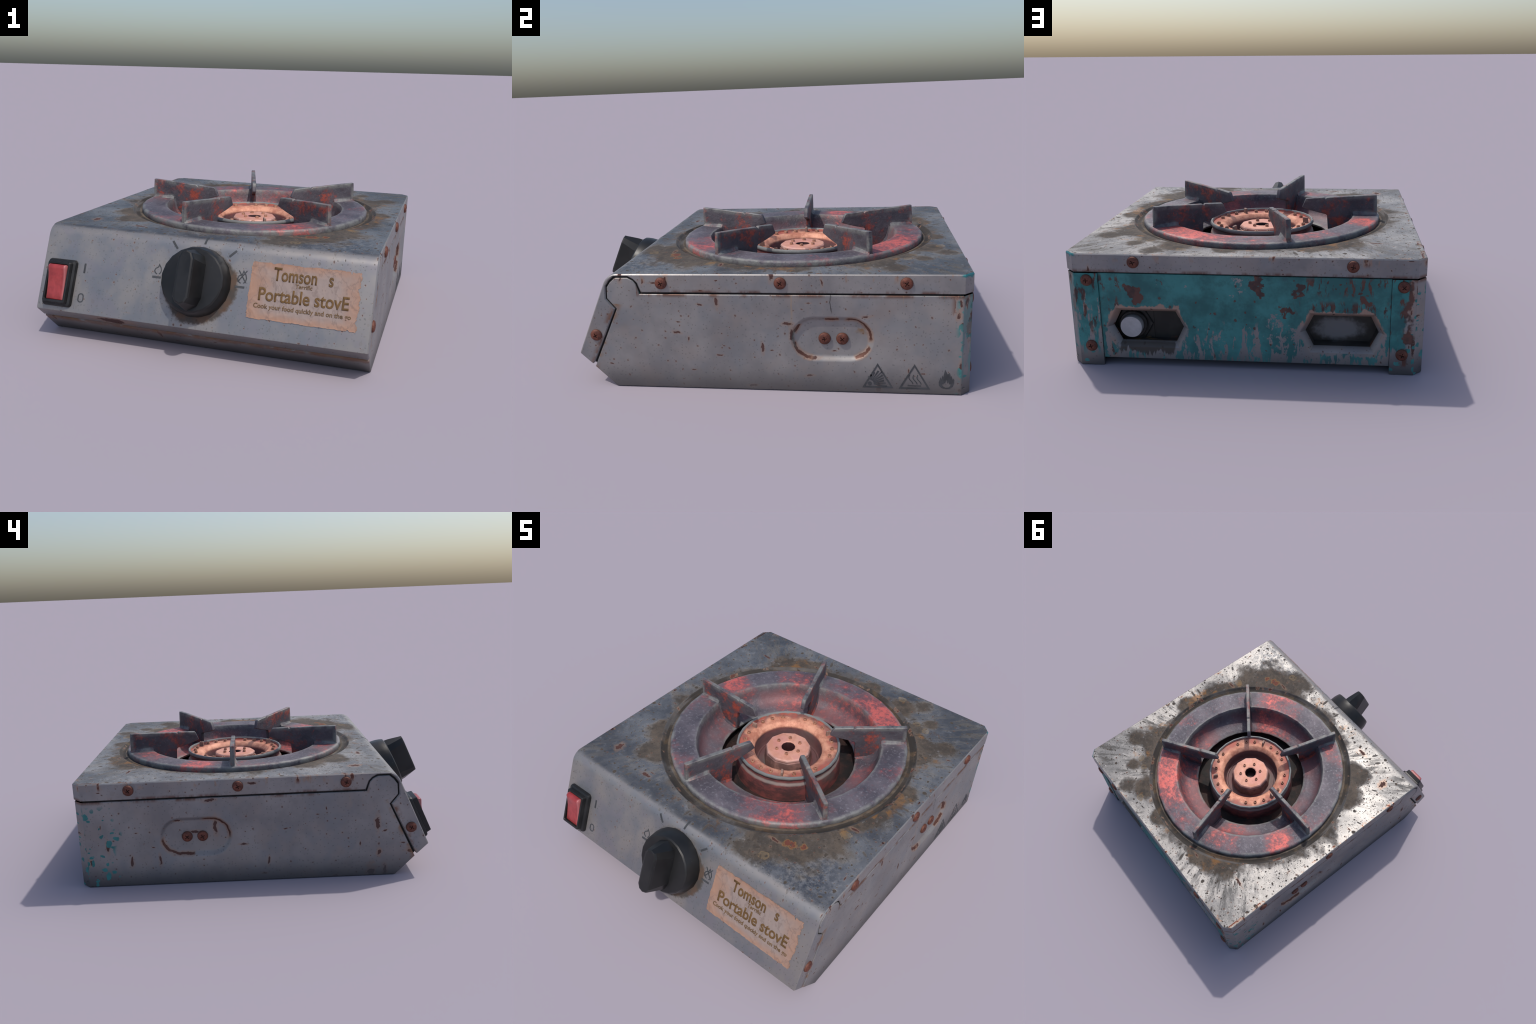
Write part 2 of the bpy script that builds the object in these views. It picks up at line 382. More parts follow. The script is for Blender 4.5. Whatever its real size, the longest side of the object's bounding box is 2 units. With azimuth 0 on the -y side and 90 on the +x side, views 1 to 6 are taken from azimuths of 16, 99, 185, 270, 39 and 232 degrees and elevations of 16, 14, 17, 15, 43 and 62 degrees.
def mat_housing():
    n = Nodes("grey_housing_steel")
    nx, ny, nz = n.normal()
    c = steel_base(n)
    c, core, halo = rust_chips(n, c, keep=0.42, big=0.16)
    # rust below the seam and at the front seam
    top = n.mul(n.step(n.z, 0.448, 0.466), n.m_("GREATER_THAN", n.y, -0.55))
    c = n.mix(n.mul(top, n.step(n.noise(7.0, 5, 0.7, n.scl(n.co, (1, 1, 0.25))), 0.45, 0.60), 0.85), c, (0.13, 0.055, 0.032))
    sl = n.add(n.mul(n.sub(n.y, -0.787), DN.z), n.mul(n.sub(n.z, 0.107), -DN.y))
    fseam = n.mul(n.step(n.ab(sl), 0.035, 0.0), n.m_("LESS_THAN", n.z, 0.42))
    c = n.mix(n.mul(fseam, n.step(n.noise(12.0, 4), 0.42, 0.58), 0.85), c, (0.24, 0.12, 0.05))
    # lower front edges
    nose = n.mul(n.step(n.y, -0.755, -0.785), n.step(n.z, 0.16, 0.11), n.step(n.noise(14.0, 4), 0.40, 0.55))
    c = n.mix(n.mul(nose, 0.7), c, (0.22, 0.10, 0.06))
    # runs of rust water
    run = n.noise(5.0, 4, 0.6, n.scl(n.co, (6, 6, 0.7)))
    c = n.mix(n.mul(n.step(run, 0.60, 0.72), n.step(n.z, 0.24, 0.46), n.step(n.noise(2.5, 2), 0.48, 0.6), 0.45), c, (0.42, 0.27, 0.13))
    # hair crack under the rim on the right side
    cr = n.mul(n.step(n.ab(n.add(n.sub(n.y, 0.357), n.mul(n.sub(n.noise(20.0, 2), 0.5), 0.02))), 0.0028, 0.0012), n.step(n.z, 0.375, 0.40), n.m_("GREATER_THAN", n.x, 0.5))
    c = n.mix(n.mul(cr, 0.85), c, (0.045, 0.040, 0.038))
    # rust in the pressed ovals
    py = n.mx(n.sub(n.ab(n.sub(n.y, 0.36)), 0.082), 0.0)
    pz = n.sub(n.z, 0.258)
    pd = n.m_("SQRT", n.add(n.mul(py, py), n.mul(pz, pz)))
    on = n.noise(6.5, 3, 0.5, n.scl(n.co, (1, 1, 1), (0, 2.2, 5.0)))
    spot = n.mx(n.near([(0.235, 0.325, 0.085), (0.49, 0.185, 0.075), (0.42, 0.165, 0.045)], 1, 2), 0.0)
    spot_r = n.near([(0.50, 0.32, 0.075), (0.21, 0.185, 0.055), (0.50, 0.19, 0.04), (0.36, 0.350, 0.03), (0.21, 0.30, 0.025)], 1, 2)
    sel = n.fmix(n.m_("GREATER_THAN", n.x, 0.0), spot, spot_r)
    jag = n.mul(n.sub(n.noise(28.0, 4, 0.6), 0.5), 0.022)
    band = n.ab(n.add(n.sub(pd, 0.095), jag))
    c = n.mix(n.mul(n.step(band, 0.020, 0.006), n.step(sel, 0.05, 0.30), 0.6), c, RUST_HALO)
    oval = n.mul(n.step(band, 0.0068, 0.0042), n.step(sel, 0.15, 0.35))
    c = n.mix(n.mul(oval, 0.95), c, (0.095, 0.034, 0.022))
    yel = n.mul(n.step(pd, 0.094, 0.085), n.near([(0.50, 0.315, 0.035)], 1, 2), n.m_("GREATER_THAN", n.x, 0.0))
    c = n.mix(n.mul(yel, n.step(n.noise(30.0, 4), 0.42, 0.58)), c, (0.22, 0.115, 0.035))
    # ambient shade near the ground, painted in as a dark fade
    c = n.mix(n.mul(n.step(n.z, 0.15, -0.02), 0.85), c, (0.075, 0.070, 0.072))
    # teal paint left near the rear corners
    back = n.step(ny, 0.5, 0.9)
    runs = n.noise(6.0, 4, 0.6, n.scl(n.co, (5, 5, 1.0)))
    posx = n.m_("GREATER_THAN", n.x, 0.0)
    uv = n.uv()
    fl1, _ = n.chips(19.0, 0.55, 0.14, 0.42, n.warp(10.0, 0.05, uv), (1.0, 0.62), 0.9, 0.6, 2.0)
    fl2, _ = n.chips(30.0, 0.45, 0.12, 0.42, n.warp(10.0, 0.05, uv), (0.7, 1.0), -0.5, 0.6, 2.0)
    flk = n.mx(fl1, fl2)
    dens = n.add(n.y, n.mul(n.sub(n.noise(4.0, 3), 0.5), 0.55))
    flecks = n.mul(flk, n.step(dens, 0.74, 0.80), n.inv(posx), n.step(n.z, 0.46, 0.40))
    fl_r = n.mul(flk, n.step(n.y, 0.90, 0.93), posx, n.step(n.noise(5.0, 2), 0.40, 0.5))
    right_back = n.mul(posx, back, n.step(n.add(runs, n.mul(n.z, 0.55)), 0.58, 0.63), n.step(n.z, 0.04, 0.10))
    left_in = n.mul(n.inv(posx), back, n.step(n.add(n.x, n.mul(n.sub(n.noise(14.0, 4), 0.5), 0.13)), -0.772, -0.760), n.step(n.add(n.z, n.mul(n.sub(runs, 0.5), 0.2)), 0.09, 0.11))
    right_side = n.mul(posx, n.inv(back), n.step(n.add(n.add(n.y, n.mul(n.sub(runs, 0.5), 0.6)), n.mul(n.sub(n.z, 0.45), 0.45)), 0.93, 0.95), n.step(n.y, 0.82, 0.84))
    mask = n.mx(flecks, right_back, left_in, right_side, n.mul(fl_r, 0.9))
    rn = n.noise(9.0, 5, 0.62, n.scl(n.co, (2.6, 2.6, 0.8), (5, 3, 1)))
    zone = n.mx(n.mul(back, n.step(n.z, 0.12, 0.24), n.step(n.x, -0.80, -0.78)), n.mul(posx, n.step(n.y, 0.88, 0.91), n.step(n.z, 0.30, 0.38)))
    edge_l = n.mul(n.inv(posx), back, n.step(n.ab(n.add(n.x, n.add(0.768, n.mul(n.sub(n.noise(14.0, 4), 0.5), 0.10)))), 0.022, 0.008), n.step(n.z, 0.12, 0.16), n.step(n.noise(11.0, 3), 0.46, 0.54))
    rustm = n.mx(n.mul(n.step(rn, 0.53, 0.58), zone), edge_l)
    # rust weeping from the rear screws
    weep = n.mul(back, n.step(n.ab(n.sub(n.add(n.ab(n.x), n.mul(n.sub(runs, 0.5), 0.03)), 0.742)), 0.030, 0.018), n.step(n.ab(n.sub(n.z, 0.085)), 0.055, 0.035), n.step(runs, 0.42, 0.52))
    rustm = n.mx(rustm, n.mul(weep, n.inv(posx)))
    c = paint_teal(n, c, mask, n.mul(rustm, 0.92), n.mul(n.step(rn, 0.48, 0.55), zone, 0.9))
    dirt = n.mx(core, mask, rustm, n.mul(halo, 0.5))
    rough = n.fmix(dirt, n.fmix(n.noise(5.0, 3), 0.46, 0.60), 0.75)
    metal = n.fmix(dirt, 0.45, 0.0)
    bump = n.sub(n.mul(n.noise(30.0, 5), 0.3), n.mul(n.mx(core, oval), 0.6))
    return n.finish(c, rough, metal, bump, 0.25, 0.005)


def mat_rear():
    n = Nodes("peeling_teal_paint")
    c = steel_base(n)
    c, core, halo = rust_chips(n, c, keep=0.25)
    ax = n.sub(n.ab(n.x), 0.464); az = n.ab(n.sub(n.z, 0.195))
    # hexagon distance to the vent
    hx = n.mx(n.sub(az, 0.077), n.mul(n.sub(n.add(n.ab(ax), n.mul(az, 0.52)), 0.172), 0.89))
    rag = n.noise(17.0, 6, 0.68, n.scl(n.co, (2.2, 1, 0.8)))
    ragw = n.noise(5.0, 3, 0.55)
    bare_v = n.add(n.sub(hx, 0.020), n.add(n.mul(n.sub(rag, 0.5), -0.085), n.mul(n.sub(ragw, 0.5), -0.14)))
    bare = n.mx(n.step(bare_v, 0.020, 0.012), n.step(hx, 0.028, 0.022))
    bare_edge = n.mul(n.step(bare_v, 0.034, 0.018), n.step(n.z, 0.20, 0.26))
    # paint fading into runs towards the bottom
    runs = n.noise(8.5, 4, 0.55, n.scl(n.warp(7.0, 0.06), (4.5, 1, 0.8)))
    broken = n.noise(22.0, 4, 0.6, n.scl(n.co, (1.4, 1, 1)))
    lowv = n.add(n.mul(n.sub(0.115, n.z), 2.2), n.add(n.mul(n.sub(runs, 0.5), 2.4), n.mul(n.sub(broken, 0.5), 0.9)))
    lowv = n.add(lowv, n.mul(n.sub(n.noise(3.0, 2), 0.5), 0.7))
    low = n.mul(n.step(lowv, 0.03, 0.10), n.step(n.z, 0.25, 0.20))
    scuffn = n.add(n.noise(13.0, 6, 0.8, n.scl(n.co, (1, 1, 1), (2, 5, 1.5))), n.mul(n.near([(-0.19, 0.20, 0.11), (0.02, 0.46, 0.06), (0.12, 0.15, 0.05), (0.0, 0.40, 0.06), (-0.05, 0.455, 0.06)], 0, 2), 0.14))
    scuff = n.step(scuffn, 0.67, 0.69)
    paint = n.mul(n.inv(bare), n.inv(low), n.inv(scuff))
    # rust patches and rusty runs
    spots = n.near([(0.50, 0.365, 0.06), (0.55, 0.40, 0.03), (0.245, 0.235, 0.055), (-0.25, 0.37, 0.075), (-0.07, 0.385, 0.05), (-0.05, 0.425, 0.04), (-0.21, 0.30, 0.05), (0.62, 0.435, 0.05), (0.38, 0.44, 0.035), (0.61, 0.27, 0.05), (0.14, 0.27, 0.03), (-0.60, 0.36, 0.05)], 0, 2)
    patch = n.add(n.noise(11.0, 6, 0.62, n.scl(n.warp(9.0, 0.04), (1.0, 1, 1.0), (1.3, 0.4, 2.6))), n.mul(spots, 0.165))
    up = n.step(n.z, 0.14, 0.24)
    rp = n.mul(n.step(patch, 0.665, 0.685), n.fmix(up, 0.3, 1.0))
    rr = n.noise(8.0, 6, 0.65, n.scl(n.warp(9.0, 0.04), (3.4, 1, 0.9), (3.1, 0, 0)))
    side = n.mx(n.step(n.x, -0.20, -0.32), n.mul(n.step(n.x, 0.52, 0.60), 0.9))
    band = n.mx(n.step(n.ab(n.sub(n.z, 0.425)), 0.06, 0.02), n.step(n.ab(n.sub(n.z, 0.315)), 0.05, 0.015))
    rv = n.mul(n.step(rr, 0.535, 0.575), side, band)
    rust = n.mul(n.mx(rp, rv), n.inv(n.mul(bare, 0.85)))
    edge = n.mx(bare_edge, n.mul(n.step(patch, 0.63, 0.68), up))
    c = paint_teal(n, c, paint, n.mul(rust, 0.95), edge)
    # specks of rust through the paint
    sp, _ = n.dots(22.0, 0.16, 0.06, 0.20, n.warp(20.0, 0.03, n.vec(n.x, n.z, 0.0)))
    c = n.mix(n.mul(sp, 0.85), c, (0.085, 0.035, 0.026))
    # grease below the left vent
    gz = n.add(n.z, n.mul(n.sub(n.noise(11.0, 4, 0.6, n.scl(n.co, (4.0, 1, 0.6))), 0.5), 0.17))
    gr = n.mul(n.step(n.add(n.ab(n.sub(n.x, 0.47)), n.mul(n.sub(broken, 0.5), 0.04)), 0.140, 0.130), n.step(gz, 0.064, 0.078), n.step(n.z, 0.125, 0.110))
    c = n.mix(n.mul(gr, 0.88), c, (0.055, 0.047, 0.040))
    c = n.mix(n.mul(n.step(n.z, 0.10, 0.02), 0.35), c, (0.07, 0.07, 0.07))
    dirt = n.mx(paint, rust, core)
    return n.finish(c, n.fmix(dirt, 0.52, 0.62), n.fmix(dirt, 0.45, 0.0),
                    n.add(n.mul(n.noise(26.0, 5), 0.3), n.mul(paint, 0.5)), 0.3, 0.004)


def mat_cast(name, ring):
    """scorched cast iron, red where it got hot"""
    n = Nodes(name)
    if ring:
        vec = n.co
        r, a = n.radius()
    else:
        vec = n.vec(n.add(n.x, n.mul(n.rnd(), 17.0)), n.y, n.z)
    base = n.mix(n.step(n.noise(5.0, 4, 0.6, vec), 0.35, 0.65), (0.075, 0.068, 0.085), (0.150, 0.130, 0.150))
    grit = n.noise(60.0, 5, 0.75, vec)
    base = n.mix(n.mul(n.step(grit, 0.53, 0.68), 0.55 if ring else 0.25), base, (0.30, 0.29, 0.32))
    heat = n.noise(3.4 if ring else 9.0, 5, 0.66, n.scl(vec, (1, 1, 1), (2.4, 6.2, 0.3)))
    streak = n.noise(26.0, 5, 0.7, vec)
    if ring:
        heat = n.sub(heat, 0.07)
        bias = None
        for az, w, k in ((60, 34, 0.24), (75, 22, 0.16), (94, 16, 0.10), (127, 16, 0.12), (162, 14, 0.17), (-55, 18, 0.22), (-70, 12, 0.12), (-116, 14, 0.10), (-170, 14, 0.10), (20, 12, 0.06)):
            ar = math.radians(az)
            ca = n.add(n.mul(n.m_("COSINE", a), math.cos(ar)), n.mul(n.m_("SINE", a), math.sin(ar)))
            b = n.mul(n.step(ca, math.cos(math.radians(w)), math.cos(math.radians(w * 0.15))), k)
            bias = b if bias is None else n.mx(bias, b)
        heat = n.add(heat, bias)
    hot = n.step(n.add(heat, n.mul(n.sub(streak, 0.5), 0.45)), 0.44, 0.70)
    if not ring:
        heat = n.add(heat, 0.075)
    fleck = n.noise(46.0, 4, 0.7, n.warp(18.0, 0.05, vec))
    hotter = n.mul(n.step(n.add(heat, n.add(n.mul(n.sub(streak, 0.5), 0.55), n.mul(n.sub(fleck, 0.5), 0.55))), 0.58, 0.82), n.step(fleck, 0.30, 0.50))
    edge_c = (0.215, 0.217, 0.208)
    grime = n.step(n.noise(14.0, 4, 0.65, vec), 0.34, 0.62)
    if ring:
        c = n.mix(n.mul(hot, 0.75), base, (0.27, 0.085, 0.088))
        c = n.mix(hotter, c, (0.62, 0.135, 0.115))
        inside = n.mul(n.step(r, 0.515, 0.500), 1.0)
        c = n.mix(n.mul(inside, n.step(n.noise(4.0, 3), 0.40, 0.62), 0.65), c, (0.245, 0.105, 0.110))
        e1 = n.step(n.add(r, n.mul(n.noise(18.0, 4), 0.03)), 0.655, 0.672)
        e2 = n.step(n.ab(n.sub(r, 0.520)), 0.016, 0.002)
        e3 = n.step(r, 0.402, 0.388)
        e = n.mul(n.mx(e1, n.mul(e2, 0.8), e3), grime)
        c = n.mix(n.mul(e, 0.9), c, edge_c)
    else:
        # x runs outward along the bar, z upward
        dtop = n.sub(n.add(0.666, n.mul(n.sub(n.x, 0.25), 0.062)), n.z)
        edges = n.mx(n.step(dtop, 0.030, 0.002), n.step(n.x, 0.625, 0.645), n.mul(n.step(n.x, 0.50, 0.54), n.step(n.z, 0.612, 0.592)))
        cold = n.step(n.x, 0.36, 0.30)
        base = n.mix(0.30, base, (0.035, 0.032, 0.038))
        c = n.mix(n.mul(hot, 0.85, n.inv(cold)), base, (0.20, 0.048, 0.042))
        c = n.mix(n.mul(hotter, n.inv(cold), 0.85), c, (0.46, 0.09, 0.055))
        c = n.mix(n.mul(edges, grime, 0.9), c, edge_c)
    bump = n.add(n.mul(grit, 0.6), n.noise(20.0, 4, 0.6, vec))
    return n.finish(c, n.fmix(hotter, 0.58, 0.5), 0.25, bump, 0.5, 0.008)


def mat_burner():
    n = Nodes("heated_burner_metal")
    r, a = n.radius()
    peach = n.mix(n.step(n.noise(16.0, 6, 0.75), 0.36, 0.62), (0.48, 0.185, 0.115), (0.74, 0.36, 0.235))
    red = n.mix(n.step(n.noise(10.0, 5, 0.7, n.scl(n.co, (1, 1, 2))), 0.36, 0.66), (0.085, 0.042, 0.044), (0.235, 0.070, 0.066))
    hot = n.step(n.noise(6.0, 5, 0.75), 0.60, 0.72)
    red = n.mix(n.mul(hot, 0.75), red, (0.48, 0.09, 0.055))
    red = n.mix(n.mul(n.step(n.noise(3.0, 2, 0.5, n.scl(n.co, (1, 1, 1), (1, 7, 0))), 0.52, 0.60), 0.6), red, (0.15, 0.135, 0.12))
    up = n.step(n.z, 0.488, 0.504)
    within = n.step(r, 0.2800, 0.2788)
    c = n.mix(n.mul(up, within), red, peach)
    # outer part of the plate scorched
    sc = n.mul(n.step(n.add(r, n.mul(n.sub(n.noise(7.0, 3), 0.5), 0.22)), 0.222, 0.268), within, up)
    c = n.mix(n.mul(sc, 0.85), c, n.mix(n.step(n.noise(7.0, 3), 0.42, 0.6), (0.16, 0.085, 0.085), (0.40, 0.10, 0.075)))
    lip = n.mul(n.inv(within), n.step(n.z, 0.518, 0.524))
    c = n.mix(lip, c, (0.21, 0.215, 0.21))
    ledge = n.mul(n.step(n.ab(n.sub(n.z, 0.486)), 0.012, 0.003), n.step(r, 0.27, 0.28))
    c = n.mix(n.mul(ledge, 0.7), c, (0.26, 0.24, 0.22))
    well = n.mul(n.step(r, 0.200, 0.195), n.step(n.z, 0.492, 0.475), n.step(r, 0.140, 0.150))
    c = n.mix(n.mul(well, 0.7), c, (0.14, 0.075, 0.075))
    bump = n.add(n.noise(40.0, 5, 0.7), n.noise(14.0, 4))
    return n.finish(c, 0.6, 0.15, bump, 0.35, 0.006)


def mat_hub():
    n = Nodes("heated_burner_cap_metal")
    r, a = n.radius()
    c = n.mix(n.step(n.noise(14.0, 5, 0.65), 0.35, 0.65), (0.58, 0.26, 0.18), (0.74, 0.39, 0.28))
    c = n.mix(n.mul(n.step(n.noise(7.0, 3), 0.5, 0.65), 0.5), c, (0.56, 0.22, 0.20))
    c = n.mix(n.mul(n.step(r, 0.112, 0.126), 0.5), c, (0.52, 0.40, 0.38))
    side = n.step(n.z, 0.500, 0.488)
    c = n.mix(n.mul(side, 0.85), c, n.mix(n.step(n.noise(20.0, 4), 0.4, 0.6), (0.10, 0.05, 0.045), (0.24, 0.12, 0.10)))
    c = n.mix(n.mul(n.step(r, 0.0415, 0.0385), n.step(n.z, 0.5115, 0.507)), c, (0.04, 0.012, 0.014))
    return n.finish(c, 0.6, 0.15, n.noise(45.0, 5, 0.7), 0.3, 0.005)


def mat_drip():
    n = Nodes("burnt_drip_pan")
    c = n.mix(n.step(n.noise(9.0, 5, 0.7), 0.4, 0.65), (0.010, 0.008, 0.008), (0.045, 0.018, 0.014))
    c = n.mix(n.step(n.noise(16.0, 5, 0.75), 0.66, 0.74), c, (0.22, 0.045, 0.025))
    return n.finish(c, 0.75, 0.1, n.noise(25.0, 5), 0.5, 0.01)


def mat_screw():
    n = Nodes("rusty_screw")
    v = n.vec(n.add(n.x, n.rnd()), n.y, n.z)
    rr = n.m_("SQRT", n.add(n.mul(n.x, n.x), n.mul(n.y, n.y)))
    c = n.mix(n.step(n.noise(60.0, 4, 0.65, v), 0.36, 0.66), (0.085, 0.026, 0.017), (0.185, 0.056, 0.033))
    c = n.mix(n.mul(n.step(rr, 0.020, 0.029), 0.6), c, (0.07, 0.026, 0.02))
    c = n.mix(n.step(n.z, 0.0100, 0.0085), c, n.mix(n.step(rr, 0.016, 0.020), (0.06, 0.022, 0.016), (0.13, 0.045, 0.028)))
    return n.finish(c, 0.6, 0.25, n.noise(120.0, 4, 0.7, v), 0.4, 0.003)


def mat_bolt():
    n = Nodes("heated_bolt")
    rr = n.m_("SQRT", n.add(n.mul(n.x, n.x), n.mul(n.y, n.y)))
    v = n.vec(n.add(n.x, n.mul(n.rnd(), 5.0)), n.y, n.z)
    c = n.mix(n.step(n.noise(60.0, 3, 0.6, v), 0.35, 0.65), (0.26, 0.125, 0.08), (0.44, 0.23, 0.15))  # browns darkened for the occlusion round each bolt
    c = n.mix(n.step(rr, 0.0052, 0.0044), c, (0.30, 0.075, 0.05))
    return n.finish(c, 0.6, 0.15)


def mat_plastic(name, tint=0.026, scuffs=0.35):
    n = Nodes(name)
    c = n.mix(n.step(n.noise(9.0, 4), 0.35, 0.65), (tint * 0.8, tint * 0.82, tint * 0.86), (tint * 1.6, tint * 1.6, tint * 1.65))
    s = n.mul(n.step(n.noise(60.0, 5, 0.8, n.warp(14.0, 0.05)), 0.60, 0.72), n.step(n.noise(6.0, 2), 0.5, 0.62))
    c = n.mix(n.mul(s, scuffs), c, (0.16, 0.16, 0.165))
    return n.finish(c, n.fmix(n.noise(14.0, 3), 0.30, 0.46), 0.0, n.noise(50.0, 4), 0.10, 0.003, spec=0.38)


def mat_red():
    n = Nodes("red_translucent_plastic")
    c = n.mix(n.step(n.noise(28.0, 3), 0.35, 0.65), (0.250, 0.028, 0.031), (0.345, 0.043, 0.045))
    d, a, b = n.cells(120.0)
    c = n.mix(n.mul(n.step(d, 0.5, 0.2), 0.25), c, (0.30, 0.03, 0.03))
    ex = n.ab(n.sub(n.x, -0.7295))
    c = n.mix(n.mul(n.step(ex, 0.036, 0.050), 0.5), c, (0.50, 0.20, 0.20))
    return n.finish(c, 0.38, 0.0, n.noise(120.0, 2), 0.1, 0.002, coat=0.2)


def mat_paper():
    n = Nodes("stained_paper")
    mid = on_slope(0.52, 0.155)
    dx = n.ab(n.sub(n.x, 0.52)); dz = n.ab(n.sub(n.z, mid.z))
    e = n.mx(n.m_("DIVIDE", dx, 0.256), n.m_("DIVIDE", dz, 0.122))
    f = n.step(n.add(e, n.mul(n.sub(n.noise(9.0, 4), 0.5), 0.7)), 0.55, 1.05)
    c = n.mix(f, (0.270, 0.212, 0.190), (0.320, 0.185, 0.128))
    wr = n.noise(7.0, 4, 0.6, n.scl(n.warp(4.0, 0.1), (1.6, 1, 1)))
    c = n.mix(n.mul(n.step(n.ab(n.sub(wr, 0.5)), 0.028, 0.0), 0.40), c, (0.15, 0.105, 0.09))  # shading of the creases drawn as dark lines
    c = n.mix(n.mul(n.step(n.noise(22.0, 4), 0.58, 0.72), 0.25), c, (0.34, 0.25, 0.205))
    return n.finish(c, 0.75, 0.0, n.add(wr, n.mul(n.noise(40.0, 3), 0.2)), 0.55, 0.008)


def mat_flat(name, c, rough=0.6, var=0.25, metal=0.0):
    n = Nodes(name)
    k = n.mix(n.step(n.noise(22.0, 4, 0.65), 0.35, 0.65), tuple(v * (1 - var) for v in c), tuple(v * (1 + var) for v in c))
    return n.finish(k, rough, metal)


def mat_vent():
    n = Nodes("painted_shade_vent_steel")
    dx = n.m_("DIVIDE", n.sub(n.x, -0.45), 0.125); dz = n.m_("DIVIDE", n.sub(n.z, 0.182), 0.062)
    d = n.m_("SQRT", n.add(n.mul(dx, dx), n.mul(dz, dz)))
    f = n.mul(n.step(n.add(d, n.mul(n.sub(n.noise(17.0, 5, 0.7), 0.5), 1.1)), 1.15, 0.55), n.step(n.ab(n.sub(n.y, 0.878)), 0.02, 0.01))
    c = n.mix(n.step(n.noise(9.0, 4), 0.35, 0.65), (0.030, 0.026, 0.023), (0.052, 0.045, 0.040))
    c = n.mix(f, c, (0.175, 0.175, 0.18))  # pale centre, dark surround: occlusion of the recess baked into colour
    rs = n.step(n.noise(10.0, 4, 0.6, n.scl(n.co, (1, 1, 1), (0.6, 0, 4.4))), 0.62, 0.66)
    c = n.mix(n.mul(rs, 0.8), c, (0.12, 0.045, 0.025))
    floor = n.step(n.z, 0.118, 0.108)
    c = n.mix(n.mul(floor, n.step(n.noise(15.0, 5, 0.7, n.scl(n.co, (0.5, 2, 1))), 0.5, 0.62)), c, (0.22, 0.13, 0.05))
    return n.finish(c, 0.7, 0.1, n.noise(30.0, 4), 0.3, 0.004)


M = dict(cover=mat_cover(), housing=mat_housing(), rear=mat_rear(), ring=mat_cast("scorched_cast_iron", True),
         fin=mat_cast("scorched_iron_bar", False), burner=mat_burner(), hub=mat_hub(), drip=mat_drip(), screw=mat_screw(),
         bolt=mat_bolt(), knob=mat_plastic("black_knob_plastic", 0.0095), frame=mat_plastic("black_switch_plastic", 0.012, 0.15),
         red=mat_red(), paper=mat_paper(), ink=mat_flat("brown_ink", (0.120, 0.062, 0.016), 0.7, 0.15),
         mark=mat_flat("dark_grey_print", (0.042, 0.045, 0.050), 0.6, 0.25),
         pale=mat_flat("faded_ink", (0.130, 0.075, 0.032), 0.75, 0.15),
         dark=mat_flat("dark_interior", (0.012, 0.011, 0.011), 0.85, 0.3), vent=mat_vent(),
         valve=mat_flat("pale_valve_metal", (0.40, 0.40, 0.41), 0.45, 0.10, 0.3),
         nut=mat_flat("blackened_nut", (0.030, 0.028, 0.027), 0.5, 0.3, 0.3))


# ------------------------------------------------------------------ mesh helpers
def bm_obj(bm, name, mat, parent, smooth=None, bevel=None, loc=None):
    bmesh.ops.recalc_face_normals(bm, faces=bm.faces[:])
    me = bpy.data.meshes.new(name)
    bm.to_mesh(me); bm.free()
    return mesh_obj(me, name, mat, parent, smooth, bevel, loc)


def mesh_obj(me, name, mat, parent, smooth=None, bevel=None, loc=None):
    if mat and not me.materials:
        me.materials.append(mat)
    ob = bpy.data.objects.new(name, me)
    COL.objects.link(ob)
    ob.parent = parent
    if loc is not None:
        ob.matrix_local = loc
    if smooth is not None:
        me.shade_smooth()
        me.set_sharp_from_angle(angle=math.radians(smooth))
    if bevel:
        m = ob.modifiers.new("round_edges", "BEVEL")
        m.width = bevel; m.segments = 2; m.limit_method = "ANGLE"; m.angle_limit = math.radians(35)
        m.harden_normals = False
    return ob


def loft(bm, rings, closed=True, cap0=False, cap1=False):
    """skin a list of equally long point rings"""
    vs = [[bm.verts.new(p) for p in r] for r in rings]
    k = len(vs[0])
    for a, b in zip(vs, vs[1:]):
        for i in range(k if closed else k - 1):
            j = (i + 1) % k
            bm.faces.new((a[i], a[j], b[j], b[i]))
    if cap0:
        bm.faces.new(vs[0])
    if cap1:
        bm.faces.new(vs[-1])
    return vs


def lathe(bm, prof, seg, cx=0.0, cy=CY, frame=None, turn=0.0, cap0=False, cap1=False):
    rings = []
    for r, z in prof:
        ring = []
        for i in range(seg):
            a = 2 * math.pi * i / seg + turn
            p = Vector((cx + r * math.cos(a), cy + r * math.sin(a), z))
            ring.append(frame @ p if frame else p)
        rings.append(ring)
    return loft(bm, rings, True, cap0, cap1)


def offset(poly, d):
    """mitre offset of a 2D polygon (list of tuples, counter-clockwise), d > 0 goes outward"""
    out = []
    k = len(poly)
    for i in range(k):
        p, q, r = (Vector(poly[j % k]) for j in (i - 1, i, i + 1))
        e1 = (q - p).normalized(); e2 = (r - q).normalized()
        n1 = Vector((e1.y, -e1.x)); n2 = Vector((e2.y, -e2.x))
        m = n1 + n2
        m = m / max(m.length_squared / 2, 0.15)
        out.append(tuple(q + m * d))
    return out


def area(poly):
    return sum(a[0] * b[1] - b[0] * a[1] for a, b in zip(poly, poly[1:] + poly[:1])) / 2


def fill(bm, loops):
    """planar fill of closed vertex loops (first outer, others holes)"""
    edges = []
    for lp in loops:
        for a, b in zip(lp, lp[1:] + lp[:1]):
            e = bm.edges.get((a, b)) or bm.edges.new((a, b))
            edges.append(e)
    bmesh.ops.triangle_fill(bm, use_beauty=True, use_dissolve=False, edges=edges)


